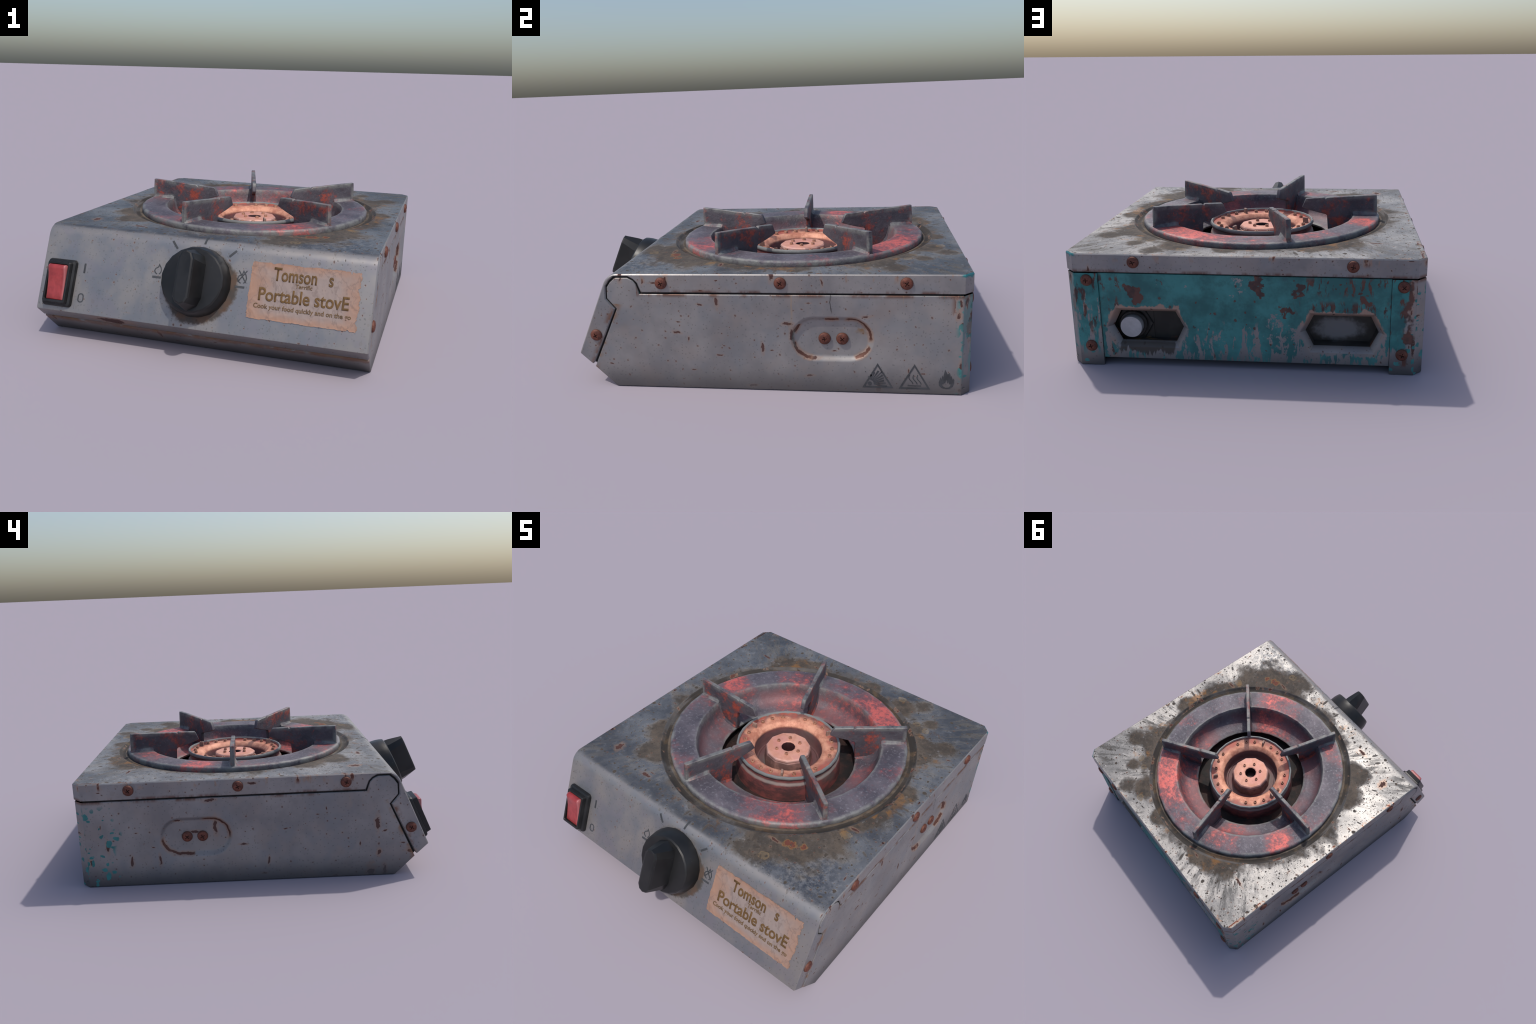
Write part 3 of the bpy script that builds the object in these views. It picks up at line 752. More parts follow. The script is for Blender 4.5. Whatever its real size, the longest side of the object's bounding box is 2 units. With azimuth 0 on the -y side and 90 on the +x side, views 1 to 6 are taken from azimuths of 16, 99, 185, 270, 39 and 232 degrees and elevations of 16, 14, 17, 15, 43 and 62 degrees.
def plate(bm, poly, put, depth, chamfer=0.003, holes=()):
    """plate from a 2D outline; put(u, v, h) maps to space, h measured from the outer face inward"""
    if area(poly) < 0:
        poly = poly[::-1]
    face = offset(poly, -chamfer)
    v = loft(bm, [[put(*p, 0) for p in face], [put(*p, chamfer) for p in poly], [put(*p, depth) for p in poly]])
    if not holes:
        bm.faces.new(v[2][::-1])
    hv = [[bm.verts.new(put(*p, 0)) for p in h] for h in holes]
    fill(bm, [v[0]] + hv)
    return hv


def arc(c, r, a0, a1, k):
    return [(c[0] + r * math.cos(math.radians(a0 + (a1 - a0) * i / k)), c[1] + r * math.sin(math.radians(a0 + (a1 - a0) * i / k))) for i in range(k + 1)]


def pill(cy, cz, half, r, k=12):
    return arc((cy + half, cz), r, -90, 90, k) + arc((cy - half, cz), r, 90, 270, k)


def flat_shape(bm, loops, put, h):
    """printed mark: thin raised patch with side walls"""
    tops = []
    for lp in loops:
        t = [bm.verts.new(put(*p, h)) for p in lp]
        b = [bm.verts.new(put(*p, 0)) for p in lp]
        for i in range(len(lp)):
            j = (i + 1) % len(lp)
            bm.faces.new((t[i], t[j], b[j], b[i]))
        tops.append(t)
    fill(bm, tops)


def stroke(bm, pts, w, put, h, closed=False):
    """ribbon of constant width along a 2D polyline"""
    k = len(pts)
    L, R = [], []
    for i in range(k):
        p = Vector(pts[(i - 1) % k] if closed or i else pts[0]); q = Vector(pts[i])
        r = Vector(pts[(i + 1) % k] if closed or i < k - 1 else pts[-1])
        e1 = (q - p) if (q - p).length > 1e-9 else (r - q)
        e2 = (r - q) if (r - q).length > 1e-9 else (q - p)
        e1.normalize(); e2.normalize()
        m = Vector((-e1.y, e1.x)) + Vector((-e2.y, e2.x))
        m = m / max(m.length_squared / 2, 0.3)
        L.append(q + m * w / 2); R.append(q - m * w / 2)
    rings = [[put(*l, 0), put(*l, h), put(*r, h), put(*r, 0)] for l, r in zip(L, R)]
    if closed:
        rings.append(rings[0])
    loft(bm, rings, True, not closed, not closed)


# ------------------------------------------------------------------ root
root = bpy.data.objects.new("camping_stove", None)
COL.objects.link(root)
root["label"] = "worn single-burner portable gas stove with rusty steel case and teal rear panel"
root["category"] = "camping stove"


def empty(name, parent):
    o = bpy.data.objects.new(name, None)
    COL.objects.link(o); o.parent = parent
    return o


# ------------------------------------------------------------------ top cover: bent sheet with skirt
CH = 0.042       # chamfer of the rear corners
ED = 0.005       # broken edge of the sheet
R_HOLE = 0.712
SKIRT = 0.024    # thickness of the skirt

# seen from the side, the seam between cover and housing runs round a lobe
LOBE = [(-0.529, SEAM), (-0.545, 0.521), (-0.563, 0.540), (-0.588, 0.5535), (-0.657, 0.5535), (-0.682, 0.532), (-0.700, 0.507), (-0.704, 0.444), (-0.663, 0.393)]


def front_profile():
    pts = [(BEND_Y, TOP)]
    k = 10
    for i in range(1, k + 1):
        p = on_slope(0, S_E - R_BEND * TURN * (1 - i / k))
        pts.append((p.y, p.z))
    return pts


def build_cover():
    bm = bmesh.new()
    # -- top plate with the burner hole
    xe, ye = HX - ED, REAR - ED
    corner = [(xe, BEND_Y), (xe, REAR - CH - ED * 0.4), (HX - CH - ED * 0.4, ye), (-(HX - CH - ED * 0.4), ye), (-xe, REAR - CH - ED * 0.4), (-xe, BEND_Y)]
    angs = [2 * math.pi * i / 72 for i in range(72)] + [math.atan2(y - CY, x) % (2 * math.pi) for x, y in corner]
    angs = sorted(set(round(a, 6) for a in angs))

    def hit(a):
        d = Vector((math.cos(a), math.sin(a))); o = Vector((0, CY)); best = None
        for p, q in zip(corner, corner[1:] + corner[:1]):
            p = Vector(p); e = Vector(q) - p
            den = d.x * e.y - d.y * e.x
            if abs(den) < 1e-9:
                continue
            w = p - o
            t = (w.x * e.y - w.y * e.x) / den; u = (w.x * d.y - w.y * d.x) / den
            if t > 0 and -1e-4 <= u <= 1 + 1e-4 and (best is None or t < best):
                best = t
        return o + d * best

    outer = [(*hit(a), TOP) for a in angs]
    rings = [outer]
    for r, z in ((0.728, TOP), (0.719, TOP - 0.0003), (0.7145, TOP - 0.0020), (0.7105, TOP - 0.0055), (0.704, TOP - 0.0125), (0.697, TOP - 0.0160), (0.688, TOP - 0.0168), (0.682, TOP - 0.0145), (0.677, TOP - 0.0135), (0.668, TOP - 0.0160), (0.655, TOP - 0.0200), (0.645, TOP - 0.024), (0.640, TOP - 0.038)):
        rings.append([(r * math.cos(a), CY + r * math.sin(a), z) for a in angs])
    loft(bm, rings)
    # -- skirt along the sides and the rear, outline in plan
    plan = [(HX, REAR - CH), (HX - CH, REAR), (-(HX - CH), REAR), (-HX, REAR - CH)]
    top_in = [corner[1], corner[2], corner[3], corner[4]]
    inner = [(HX - SKIRT, REAR - CH), (HX - CH - 0.01, REAR - SKIRT), (-(HX - CH - 0.01), REAR - SKIRT), (-(HX - SKIRT), REAR - CH)]
    zb = SEAM
    loft(bm, [[(*p, TOP) for p in top_in], [(*p, TOP - ED) for p in plan], [(*p, zb + 0.004) for p in plan],
              [(p[0] * 0.997, p[1] - 0.003, zb) for p in plan], [(*p, zb) for p in inner], [(*p, zb + 0.05) for p in inner]], closed=False)
    # -- bent front sheet
    prof = front_profile()
    prof += [(LIP[0] + 0.006 * -DN.y, LIP[1] + 0.006 * -DN.z)]
    d = Vector((0.803 * -1 - LIP[0], 0.111 - LIP[1])).normalized()
    prof += [(LIP[0] + 0.001, LIP[1] - 0.0005), (LIP[0] + d.x * 0.006, LIP[1] + d.y * 0.006), (-0.806, 0.114), (-0.802, 0.112), (-0.792, 0.119)]
    # outline offset inward for the broken edge on the cheeks
    xs = [-(HX - ED), -0.4, 0.0, 0.4, HX - ED]
    loft(bm, [[(x, y, z) for x in xs] for y, z in prof], closed=False)
    # -- cheeks
    outline = [(REAR - CH, TOP)] + prof
    seam = [(-0.792, 0.119)] + LOBE[::-1] + [(REAR - CH, SEAM)]
    full = outline + seam[1:]
    # the sheet edge: same outline pulled in by the broken edge
    ccw = full if area(full) > 0 else full[::-1]
    pulled = offset(ccw, -ED)
    if ccw is not full:
        pulled = pulled[::-1]
    pulled[0] = (REAR - CH, TOP - ED); pulled[-1] = (REAR - CH, SEAM + ED * 0.6)
    n_out = len(outline)
    for sgn in (1, -1):
        a = [(sgn * (HX - ED), y, z) for y, z in full]
        b = [(sgn * HX, y, z) for y, z in pulled]
        c = [(sgn * (HX - SKIRT), y, z) for y, z in full]
        va = [bm.verts.new(p) for p in a]; vb = [bm.verts.new(p) for p in b]
        k = len(a)
        for i in range(k - 1):
            bm.faces.new((va[i], va[i + 1], vb[i + 1], vb[i]))
        vc = [bm.verts.new(p) for p in c[n_out - 1:]]
        for i in range(len(vc) - 1):
            bm.faces.new((va[n_out - 1 + i], va[n_out + i], vc[i + 1], vc[i]))
        fill(bm, [vb])
    bmesh.ops.remove_doubles(bm, verts=bm.verts[:], dist=0.0002)
    ob = bm_obj(bm, "top_cover", M["cover"], root, smooth=32)
    for f in ob.data.polygons:
        n = f.normal
        if (f.center.z > TOP - 0.0005 and abs(n.z) > 0.999) or abs(n.x) > 0.999 or (abs(n.z) < 0.01 and f.center.y > 0.9):
            f.use_smooth = False
    return ob


cover = build_cover()


# ------------------------------------------------------------------ housing
GAP = 0.007
DENT = (0.36, 0.258)


def build_housing():
    bm = bmesh.new()
    ry = 0.980
    lobe_in = [(y + (GAP if y < -0.62 else -GAP * 0.3), z - GAP * (1.0 if z > 0.5 else 0.6)) for y, z in LOBE]
    lobe_in[0] = (-0.535, SEAM - GAP); lobe_in[1] = (-0.5505, 0.517)
    lobe_in[-1] = (-0.6535, 0.394); lobe_in[-2] = (-0.6965, 0.4455)
    side = [(ry - CH, 0.0), (ry - CH, SEAM - GAP)] + lobe_in + [(-0.7845, 0.110), (-0.790, 0.099), (-0.687, 0.0)]
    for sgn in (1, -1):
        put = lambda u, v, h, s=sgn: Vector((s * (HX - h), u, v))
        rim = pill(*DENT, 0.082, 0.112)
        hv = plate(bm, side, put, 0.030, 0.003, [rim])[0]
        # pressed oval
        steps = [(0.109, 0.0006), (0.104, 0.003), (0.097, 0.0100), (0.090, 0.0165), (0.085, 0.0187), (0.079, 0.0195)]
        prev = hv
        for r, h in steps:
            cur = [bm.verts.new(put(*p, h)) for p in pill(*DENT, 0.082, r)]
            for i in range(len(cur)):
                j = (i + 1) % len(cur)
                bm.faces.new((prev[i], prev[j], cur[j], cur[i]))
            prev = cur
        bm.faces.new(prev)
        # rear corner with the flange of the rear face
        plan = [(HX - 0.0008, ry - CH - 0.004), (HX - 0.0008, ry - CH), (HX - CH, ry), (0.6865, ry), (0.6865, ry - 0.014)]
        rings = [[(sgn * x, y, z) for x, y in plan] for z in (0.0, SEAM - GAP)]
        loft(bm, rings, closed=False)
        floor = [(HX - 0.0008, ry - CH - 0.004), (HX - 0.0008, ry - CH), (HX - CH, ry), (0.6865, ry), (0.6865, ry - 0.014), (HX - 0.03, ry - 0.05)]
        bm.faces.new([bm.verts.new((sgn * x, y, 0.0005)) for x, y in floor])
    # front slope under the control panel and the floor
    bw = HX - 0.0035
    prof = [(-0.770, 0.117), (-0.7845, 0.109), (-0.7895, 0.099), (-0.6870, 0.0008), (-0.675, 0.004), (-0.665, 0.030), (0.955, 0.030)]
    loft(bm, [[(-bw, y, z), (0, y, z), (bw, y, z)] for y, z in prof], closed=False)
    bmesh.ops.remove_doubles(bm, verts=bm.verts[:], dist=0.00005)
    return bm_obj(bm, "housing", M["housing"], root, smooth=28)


housing = build_housing()

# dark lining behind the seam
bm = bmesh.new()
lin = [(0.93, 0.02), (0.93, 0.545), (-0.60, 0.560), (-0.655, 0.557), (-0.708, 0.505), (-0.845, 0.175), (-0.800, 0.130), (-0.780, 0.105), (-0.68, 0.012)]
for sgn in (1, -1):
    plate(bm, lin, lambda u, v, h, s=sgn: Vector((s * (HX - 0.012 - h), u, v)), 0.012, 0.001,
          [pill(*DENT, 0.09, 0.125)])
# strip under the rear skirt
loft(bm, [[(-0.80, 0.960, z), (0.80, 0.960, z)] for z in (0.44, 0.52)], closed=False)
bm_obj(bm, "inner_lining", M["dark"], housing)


# ------------------------------------------------------------------ rear panel with vents
def hexagon(cx, cz, tip, flat, hh):
    return [(cx + tip, cz), (cx + flat, cz + hh), (cx - flat, cz + hh), (cx - tip, cz), (cx - flat, cz - hh), (cx + flat, cz - hh)]


bm = bmesh.new()
PY = 0.9725
put = lambda u, v, h: Vector((u, PY - h, v))
hexes = {sx: (hexagon(sx * 0.464, 0.195, 0.204, 0.152, 0.100), hexagon(sx * 0.464, 0.195, 0.171, 0.133, 0.0765)) for sx in (1, -1)}
hv = plate(bm, [(-0.6855, 0.037), (0.6855, 0.037), (0.6855, SEAM - GAP), (-0.6855, SEAM - GAP)], put, 0.010, 0.001, [hexes[1][0], hexes[-1][0]])
for sx, lp in zip((1, -1), hv):
    o, i_ = hexes[sx]
    prev = lp
    for t, h in ((0.12, 0.0015), (0.30, 0.005), (0.65, 0.017), (0.9, 0.026), (1.0, 0.034)):
        cur = [bm.verts.new(put(a[0] + (b[0] - a[0]) * t, a[1] + (b[1] - a[1]) * t, h)) for a, b in zip(o, i_)]
        for k in range(6):
            j = (k + 1) % 6
            bm.faces.new((prev[k], prev[j], cur[j], cur[k]))
        prev = cur
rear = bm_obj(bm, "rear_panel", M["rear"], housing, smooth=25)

# vent tunnels
bm = bmesh.new()
h = hexes[-1][1]
loft(bm, [[(x, PY - 0.033, z) for x, z in h], [(x, 0.878, z) for x, z in h]], cap1=True)
x0, x1, z0, z1 = 0.285, 0.650, 0.108, 0.285
loft(bm, [[(x0, PY - 0.033, z0), (x1, PY - 0.033, z0), (x1, PY - 0.033, z1), (x0, PY - 0.033, z1)],
          [(x0, 0.880, z0), (x1, 0.880, z0), (x1, 0.880, z1), (x0, 0.880, z1)]], cap1=True)
bm_obj(bm, "vent_recess", M["vent"], housing)
bm = bmesh.new()
loft(bm, [[(0.455, 0.8805, 0.11), (0.455, 0.8835, 0.11), (0.648, 0.8835, 0.11), (0.648, 0.8805, 0.11)], [(0.455, 0.8805, 0.284), (0.455, 0.8835, 0.284), (0.648, 0.8835, 0.284), (0.648, 0.8805, 0.284)]], True, True, True)
bm_obj(bm, "vent_backplate", M["vent"], housing)

# gas valve in the left vent
FV = Matrix.Translation((0.552, 0, 0.186)) @ Matrix.Rotation(math.radians(-90), 4, "X")
valve = None
bm = bmesh.new()
lathe(bm, [(0.050, 0.890), (0.054, 0.900), (0.0545, 0.940), (0.0525, 0.944)], 32, 0, 0, FV, cap1=True)
valve = bm_obj(bm, "gas_valve", M["valve"], housing, smooth=35)
bm = bmesh.new()
lathe(bm, [(0.062, 0.884), (0.070, 0.888), (0.070, 0.908), (0.066, 0.912), (0.056, 0.912)], 32, 0, 0, FV)
lathe(bm, [(0.096, 0.8835), (0.096, 0.890), (0.092, 0.894), (0.05, 0.894)], 6, 0, 0, FV)
bm_obj(bm, "valve_nut", M["nut"], housing, smooth=30)


# ------------------------------------------------------------------ screws
def screw_mesh():
    bm = bmesh.new()
    lathe(bm, [(0.0280, -0.006), (0.0285, 0.002), (0.0275, 0.0062), (0.0240, 0.0100), (0.0165, 0.0125), (0.007, 0.0136)], 20, 0, 0, cap0=True, cap1=True)
    bmesh.ops.recalc_face_normals(bm, faces=bm.faces[:])
    me = bpy.data.meshes.new("screw_head"); bm.to_mesh(me); bm.free()
    cut = bmesh.new()
    w, l = 0.0024, 0.0135
    cross = [(w, w), (w, l), (-w, l), (-w, w), (-l, w), (-l, -w), (-w, -w), (-w, -l), (w, -l), (w, -w), (l, -w), (l, w)]
    loft(cut, [[(x * 0.8, y * 0.8, 0.0070) for x, y in cross], [(x, y, 0.02) for x, y in cross]], True, True, True)
    bmesh.ops.recalc_face_normals(cut, faces=cut.faces[:])
    cm = bpy.data.meshes.new("cross_cut"); cut.to_mesh(cm); cut.free()
    a = bpy.data.objects.new("screw_tmp", me); b = bpy.data.objects.new("cut_tmp", cm)
    COL.objects.link(a); COL.objects.link(b)
    m = a.modifiers.new("cut", "BOOLEAN"); m.operation = "DIFFERENCE"; m.object = b; m.solver = "EXACT"
    dg = bpy.context.evaluated_depsgraph_get(); dg.update()
    res = bpy.data.meshes.new_from_object(a.evaluated_get(dg))
    bpy.data.objects.remove(a); bpy.data.objects.remove(b)
    res.name = "screw"
    res.materials.clear(); res.materials.append(M["screw"])
    res.shade_smooth(); res.set_sharp_from_angle(angle=math.radians(30))
    return res


SCREW = screw_mesh()


def screw(p, axis, parent, k):
    z = Vector(axis)
    q = z.to_track_quat("Z", "Y").to_matrix().to_4x4()
    mat = Matrix.Translation(p) @ q @ Matrix.Rotation(random.uniform(0, 6.28), 4, "Z")
    o = mesh_obj(SCREW, "screw", None, parent, loc=mat)


k = 0
for sgn in (1, -1):
    for y, z in ((-0.427, 0.522), (0.130, 0.524), (0.692, 0.525), (-0.768, 0.262)):
        screw((sgn * HX, y, z), (sgn, 0, 0), cover, k)
    for y in (0.326, 0.407):
        screw((sgn * (HX - 0.0180), y, 0.256), (sgn, 0, 0), housing, k)
    screw((sgn * 0.508, REAR, 0.527), (0, 1, 0), cover, k)
    for x, z in ((0.739, 0.434), (0.742, 0.100)):
        screw((sgn * x, 0.980, z), (0, 1, 0), housing, k)

# ------------------------------------------------------------------ drip pan
bm = bmesh.new()
lathe(bm, [(0.652, 0.534), (0.636, 0.520), (0.600, 0.470), (0.520, 0.405), (0.440, 0.378), (0.0, 0.372)][:-1] + [(0.25, 0.374)], 56)
bm_obj(bm, "drip_pan", M["drip"], root, smooth=60)

# ------------------------------------------------------------------ pan support
SEG = 36
bm = bmesh.new()
prof = [(0.384, 0.450), (0.392, 0.456), (0.420, 0.459), (0.458, 0.467), (0.485, 0.482), (0.502, 0.510), (0.511, 0.548), (0.516, 0.572), (0.521, 0.5785), (0.530, 0.5795),
        (0.590, 0.5800), (0.648, 0.5802), (0.6565, 0.5790), (0.6630, 0.5750), (0.6652, 0.5690), (0.6652, 0.5500), (0.6620, 0.5430), (0.652, 0.5390), (0.530, 0.5390),
        (0.518, 0.500), (0.500, 0.468), (0.465, 0.450), (0.420, 0.441), (0.386, 0.439)]
vs = lathe(bm, prof + [prof[0]], SEG)
bmesh.ops.remove_doubles(bm, verts=bm.verts[:], dist=0.0001)
# cast surface: slight unevenness of the outline
for v in bm.verts:
    f = mnoise.noise(v.co * 14.0) * 0.0016 + mnoise.noise(v.co * 5.0) * 0.0012
    v.co.z += f
ring = bm_obj(bm, "pan_support", M["ring"], root, smooth=40)


def fin_mesh():
    bm = bmesh.new()
    top = lambda x: 0.665 + (x - 0.25) * 0.066
    poly = [(0.380, 0.452), (0.430, 0.458), (0.495, 0.480), (0.516, 0.555), (0.652, 0.556), (0.6515, 0.640), (0.648, 0.690), (0.644, top(0.64)),
            (0.520, top(0.52) + 0.0008), (0.430, top(0.43) - 0.0006), (0.377, 0.6735), (0.371, 0.6725), (0.3625, 0.665), (0.355, 0.6735), (0.350, 0.6735), (0.290, 0.668), (0.254, 0.665),
            (0.248, 0.658), (0.231, 0.617), (0.2335, 0.612), (0.300, 0.592), (0.366, 0.576), (0.372, 0.568)]
    t = 0.0118
    c = 0.0032
    inner = offset(poly if area(poly) > 0 else poly[::-1], -c)
    if area(poly) < 0:
        inner = inner[::-1]
    jig = lambda x, z, s: t + 0.0010 * mnoise.noise(Vector((x * 22, z * 22, s * 7.3)))
    R = [[(x, -jig(x, z, 1), z) for x, z in inner], [(x, -t + c, z) for x, z in poly], [(x, t - c, z) for x, z in poly], [(x, jig(x, z, 2), z) for x, z in inner]]
    v = loft(bm, R)
    fill(bm, [v[0]]); fill(bm, [v[3]])
    # weld fillets on the ring and down the bowl
    for s in (1, -1):
        sec = lambda x, z0, hh, ww: [(x, s * (t - 0.003), z0 - 0.004), (x, s * (t - 0.003), z0 + hh), (x, s * (t + ww * 0.35), z0 + hh * 0.38), (x, s * (t + ww), z0 - 0.002)]
        loft(bm, [sec(0.653, 0.575, 0.010, 0.008), sec(0.640, 0.577, 0.020, 0.016), sec(0.580, 0.578, 0.023, 0.016), sec(0.530, 0.577, 0.026, 0.016), sec(0.517, 0.570, 0.030, 0.014)], True, True, True)
        path = [(0.517, 0.572), (0.509, 0.535), (0.499, 0.505), (0.480, 0.481), (0.455, 0.468), (0.420, 0.461), (0.388, 0.455)]
        loft(bm, [[(x, s * (t - 0.003), z), (x - 0.008, s * (t + 0.001), z + 0.010), (x + 0.002, s * (t + 0.010), z - 0.001)] for x, z in path], True, True, True)
    me_bm = bm
    bmesh.ops.recalc_face_normals(me_bm, faces=me_bm.faces[:])
    me = bpy.data.meshes.new("support_fin"); me_bm.to_mesh(me); me_bm.free()
    me.materials.append(M["fin"])
    me.shade_smooth(); me.set_sharp_from_angle(angle=math.radians(30))
    return me


FIN = fin_mesh()
for i in range(5):
    mesh_obj(FIN, "support_fin", None, ring, loc=Matrix.Translation((0, CY, 0)) @ Matrix.Rotation(math.radians(36 + 72 * i), 4, "Z"))

# ------------------------------------------------------------------ burner
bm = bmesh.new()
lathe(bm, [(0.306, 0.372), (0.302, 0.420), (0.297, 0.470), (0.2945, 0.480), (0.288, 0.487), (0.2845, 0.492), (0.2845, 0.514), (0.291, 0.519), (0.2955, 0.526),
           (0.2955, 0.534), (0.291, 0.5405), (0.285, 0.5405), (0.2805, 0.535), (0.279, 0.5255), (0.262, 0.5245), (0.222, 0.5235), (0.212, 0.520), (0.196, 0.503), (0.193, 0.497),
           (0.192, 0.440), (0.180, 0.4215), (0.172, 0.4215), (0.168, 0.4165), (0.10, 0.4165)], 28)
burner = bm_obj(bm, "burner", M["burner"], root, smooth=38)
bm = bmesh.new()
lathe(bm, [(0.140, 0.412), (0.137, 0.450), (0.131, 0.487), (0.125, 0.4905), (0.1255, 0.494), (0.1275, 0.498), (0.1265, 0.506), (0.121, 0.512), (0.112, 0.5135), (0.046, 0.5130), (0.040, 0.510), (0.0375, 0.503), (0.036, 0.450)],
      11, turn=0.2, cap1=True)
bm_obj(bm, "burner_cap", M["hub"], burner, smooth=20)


def bolt_mesh():
    bm = bmesh.new()
    lathe(bm, [(0.0110, -0.003), (0.0103, 0.0110), (0.0090, 0.0128), (0.0060, 0.0128), (0.0048, 0.0112), (0.0046, 0.004)], 10, 0, 0, cap1=True)
    bmesh.ops.recalc_face_normals(bm, faces=bm.faces[:])
    me = bpy.data.meshes.new("jet_bolt"); bm.to_mesh(me); bm.free()
    me.materials.append(M["bolt"]); me.shade_smooth(); me.set_sharp_from_angle(angle=math.radians(40))
    return me


BOLT = bolt_mesh()


def ring_loc(r, deg, z):
    a = math.radians(deg)
    return Matrix.Translation((r * math.cos(a), CY + r * math.sin(a), z)) @ Matrix.Rotation(a, 4, "Z")


for t in (-60, 60, 180):
    for d in (-44.5, -29.5, -15, 15, 29.5, 44.5):
        mesh_obj(BOLT, "jet_bolt", None, burner, loc=ring_loc(0.2485, t + d, 0.5245))
for i in range(6):
    mesh_obj(BOLT, "jet_bolt", None, burner, loc=ring_loc(0.0705, -1 + 60 * i, 0.5130) @ Matrix.Scale(0.92, 4))
bm = bmesh.new()
w, l = 0.0075, 0.0155
loft(bm, [[(-l, -w, -0.004), (l, -w, -0.004), (l, w, -0.004), (-l, w, -0.004)], [(-l * 0.9, -w * 0.75, 0.031), (l * 0.9, -w * 0.75, 0.028), (l * 0.9, w * 0.75, 0.028), (-l * 0.9, w * 0.75, 0.028)]], True, True, True)
bmesh.ops.bevel(bm, geom=bm.edges[:], offset=0.0016, segments=1, affect="EDGES")
bmesh.ops.recalc_face_normals(bm, faces=bm.faces[:])
TAB = bpy.data.meshes.new("flame_tab"); bm.to_mesh(TAB); bm.free()
TAB.materials.append(mat_flat("scorched_tab", (0.30, 0.19, 0.15), 0.6, 0.3))
for t in (-60, 60, 180):
    mesh_obj(TAB, "flame_tab", None, burner, loc=ring_loc(0.250, t, 0.5245))

# ------------------------------------------------------------------ control knob
KC = 0.150


def kp(u, v, h):
    return on_slope(u, KC + v, 0) + NV * h if KC + v >= S_E else P0 + Vector((u, 0, 0)) + DN * (KC + v) + NV * h


bm = bmesh.new()
rings = []
for r, h in ((0.168, -0.004), (0.1705, 0.004), (0.166, 0.040), (0.160, 0.062), (0.154, 0.078), (0.147, 0.0835), (0.120, 0.086), (0.06, 0.086)):
    rings.append([kp(r * math.cos(2 * math.pi * i / 20 + 0.1), r * math.sin(2 * math.pi * i / 20 + 0.1), h) for i in range(20)])
loft(bm, rings, cap1=True)
knob = bm_obj(bm, "control_knob", M["knob"], root, smooth=24)
bm = bmesh.new()
grip = [(-0.062, -0.080), (-0.048, -0.118), (0.0, -0.142), (0.048, -0.118), (0.062, -0.080), (0.062, 0.080), (0.046, 0.120), (0.0, 0.146), (-0.046, 0.120), (-0.062, 0.080)]
crest = [(-0.037, -0.088), (-0.024, -0.116), (0.0, -0.124), (0.024, -0.116), (0.037, -0.088), (0.037, 0.090), (0.024, 0.114), (0.0, 0.122), (-0.024, 0.114), (-0.037, 0.090)]
loft(bm, [[kp(x, s, 0.083) for x, s in grip], [kp(x * 0.93, s * 0.985, 0.110) for x, s in grip], [kp(x * 1.06, s * 1.0, 0.186) for x, s in crest], [kp(x * 0.94, s * 0.99, 0.194) for x, s in crest], [kp(x * 0.72, s * 0.95, 0.1965) for x, s in crest]], cap1=True)
bm_obj(bm, "knob_grip", M["knob"], knob, smooth=12)


# ------------------------------------------------------------------ rocker switch
SX, SS = -0.7275, 0.2355


def rrect(hw, hh, r, k=4):
    out = []
    for cx, cy, a in ((hw - r, hh - r, 0), (-hw + r, hh - r, 90), (-hw + r, -hh + r, 180), (hw - r, -hh + r, 270)):
        out += arc((cx, cy), r, a, a + 90, k)
    return out


def sp(u, v, h):
    return on_slope(SX + u, SS + v, h)


bm = bmesh.new()
lev = [(0.0810, 0.1200, 0.018, -0.003), (0.0805, 0.1195, 0.018, 0.010), (0.0765, 0.1150, 0.016, 0.018), (0.0655, 0.1050, 0.010, 0.022), (0.0620, 0.1020, 0.008, 0.044),
       (0.0600, 0.1000, 0.007, 0.046), (0.0530, 0.0910, 0.006, 0.046), (0.0515, 0.0895, 0.006, 0.044), (0.0510, 0.0890, 0.006, 0.014)]
loft(bm, [[sp(u, v, h) for u, v in rrect(a, b, r)] for a, b, r, h in lev], cap1=True)
switch = bm_obj(bm, "rocker_switch", M["frame"], root, smooth=30)
bm = bmesh.new()
# rocker: concave rocker face, raised at the top end, pressed in at the bottom
face = [(-0.0875, 0.018), (-0.0865, 0.054), (-0.081, 0.0625), (-0.073, 0.0655), (-0.062, 0.0615), (-0.042, 0.0535), (-0.010, 0.0460), (0.030, 0.0405), (0.060, 0.0375), (0.083, 0.0365), (0.0875, 0.034), (0.0880, 0.018)]
rows = []
for i, (s, h) in enumerate(face):
    row = []
    for u, drop in ((-0.0485, 0.018 - h), (-0.0485, -0.0045), (-0.0460, -0.0012), (-0.0400, 0.0), (0.0400, 0.0), (0.0460, -0.0012), (0.0485, -0.0045), (0.0485, 0.018 - h)):
        row.append(sp(u, s, max(0.016, h + drop)))
    rows.append(row)
loft(bm, rows, closed=False)
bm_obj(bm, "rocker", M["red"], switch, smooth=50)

# ------------------------------------------------------------------ printed dial marks
MK = 0.0009
bm = bmesh.new()
onp = lambda u, v, h: on_slope(u, v, h + 0.0002)


def tick(bm, a, r0, r1, w=0.0105):
    a = math.radians(a)
    pts = [(math.cos(a) * (r0 + (r1 - r0) * i / 5), KC - math.sin(a) * (r0 + (r1 - r0) * i / 5)) for i in range(6)]
    stroke(bm, pts, w, onp, MK)


for a, r0, r1 in ((0, 0.190, 0.236), (44, 0.197, 0.243), (87, 0.186, 0.236), (130, 0.195, 0.243), (180, 0.190, 0.236)):
    tick(bm, a, r0, r1)


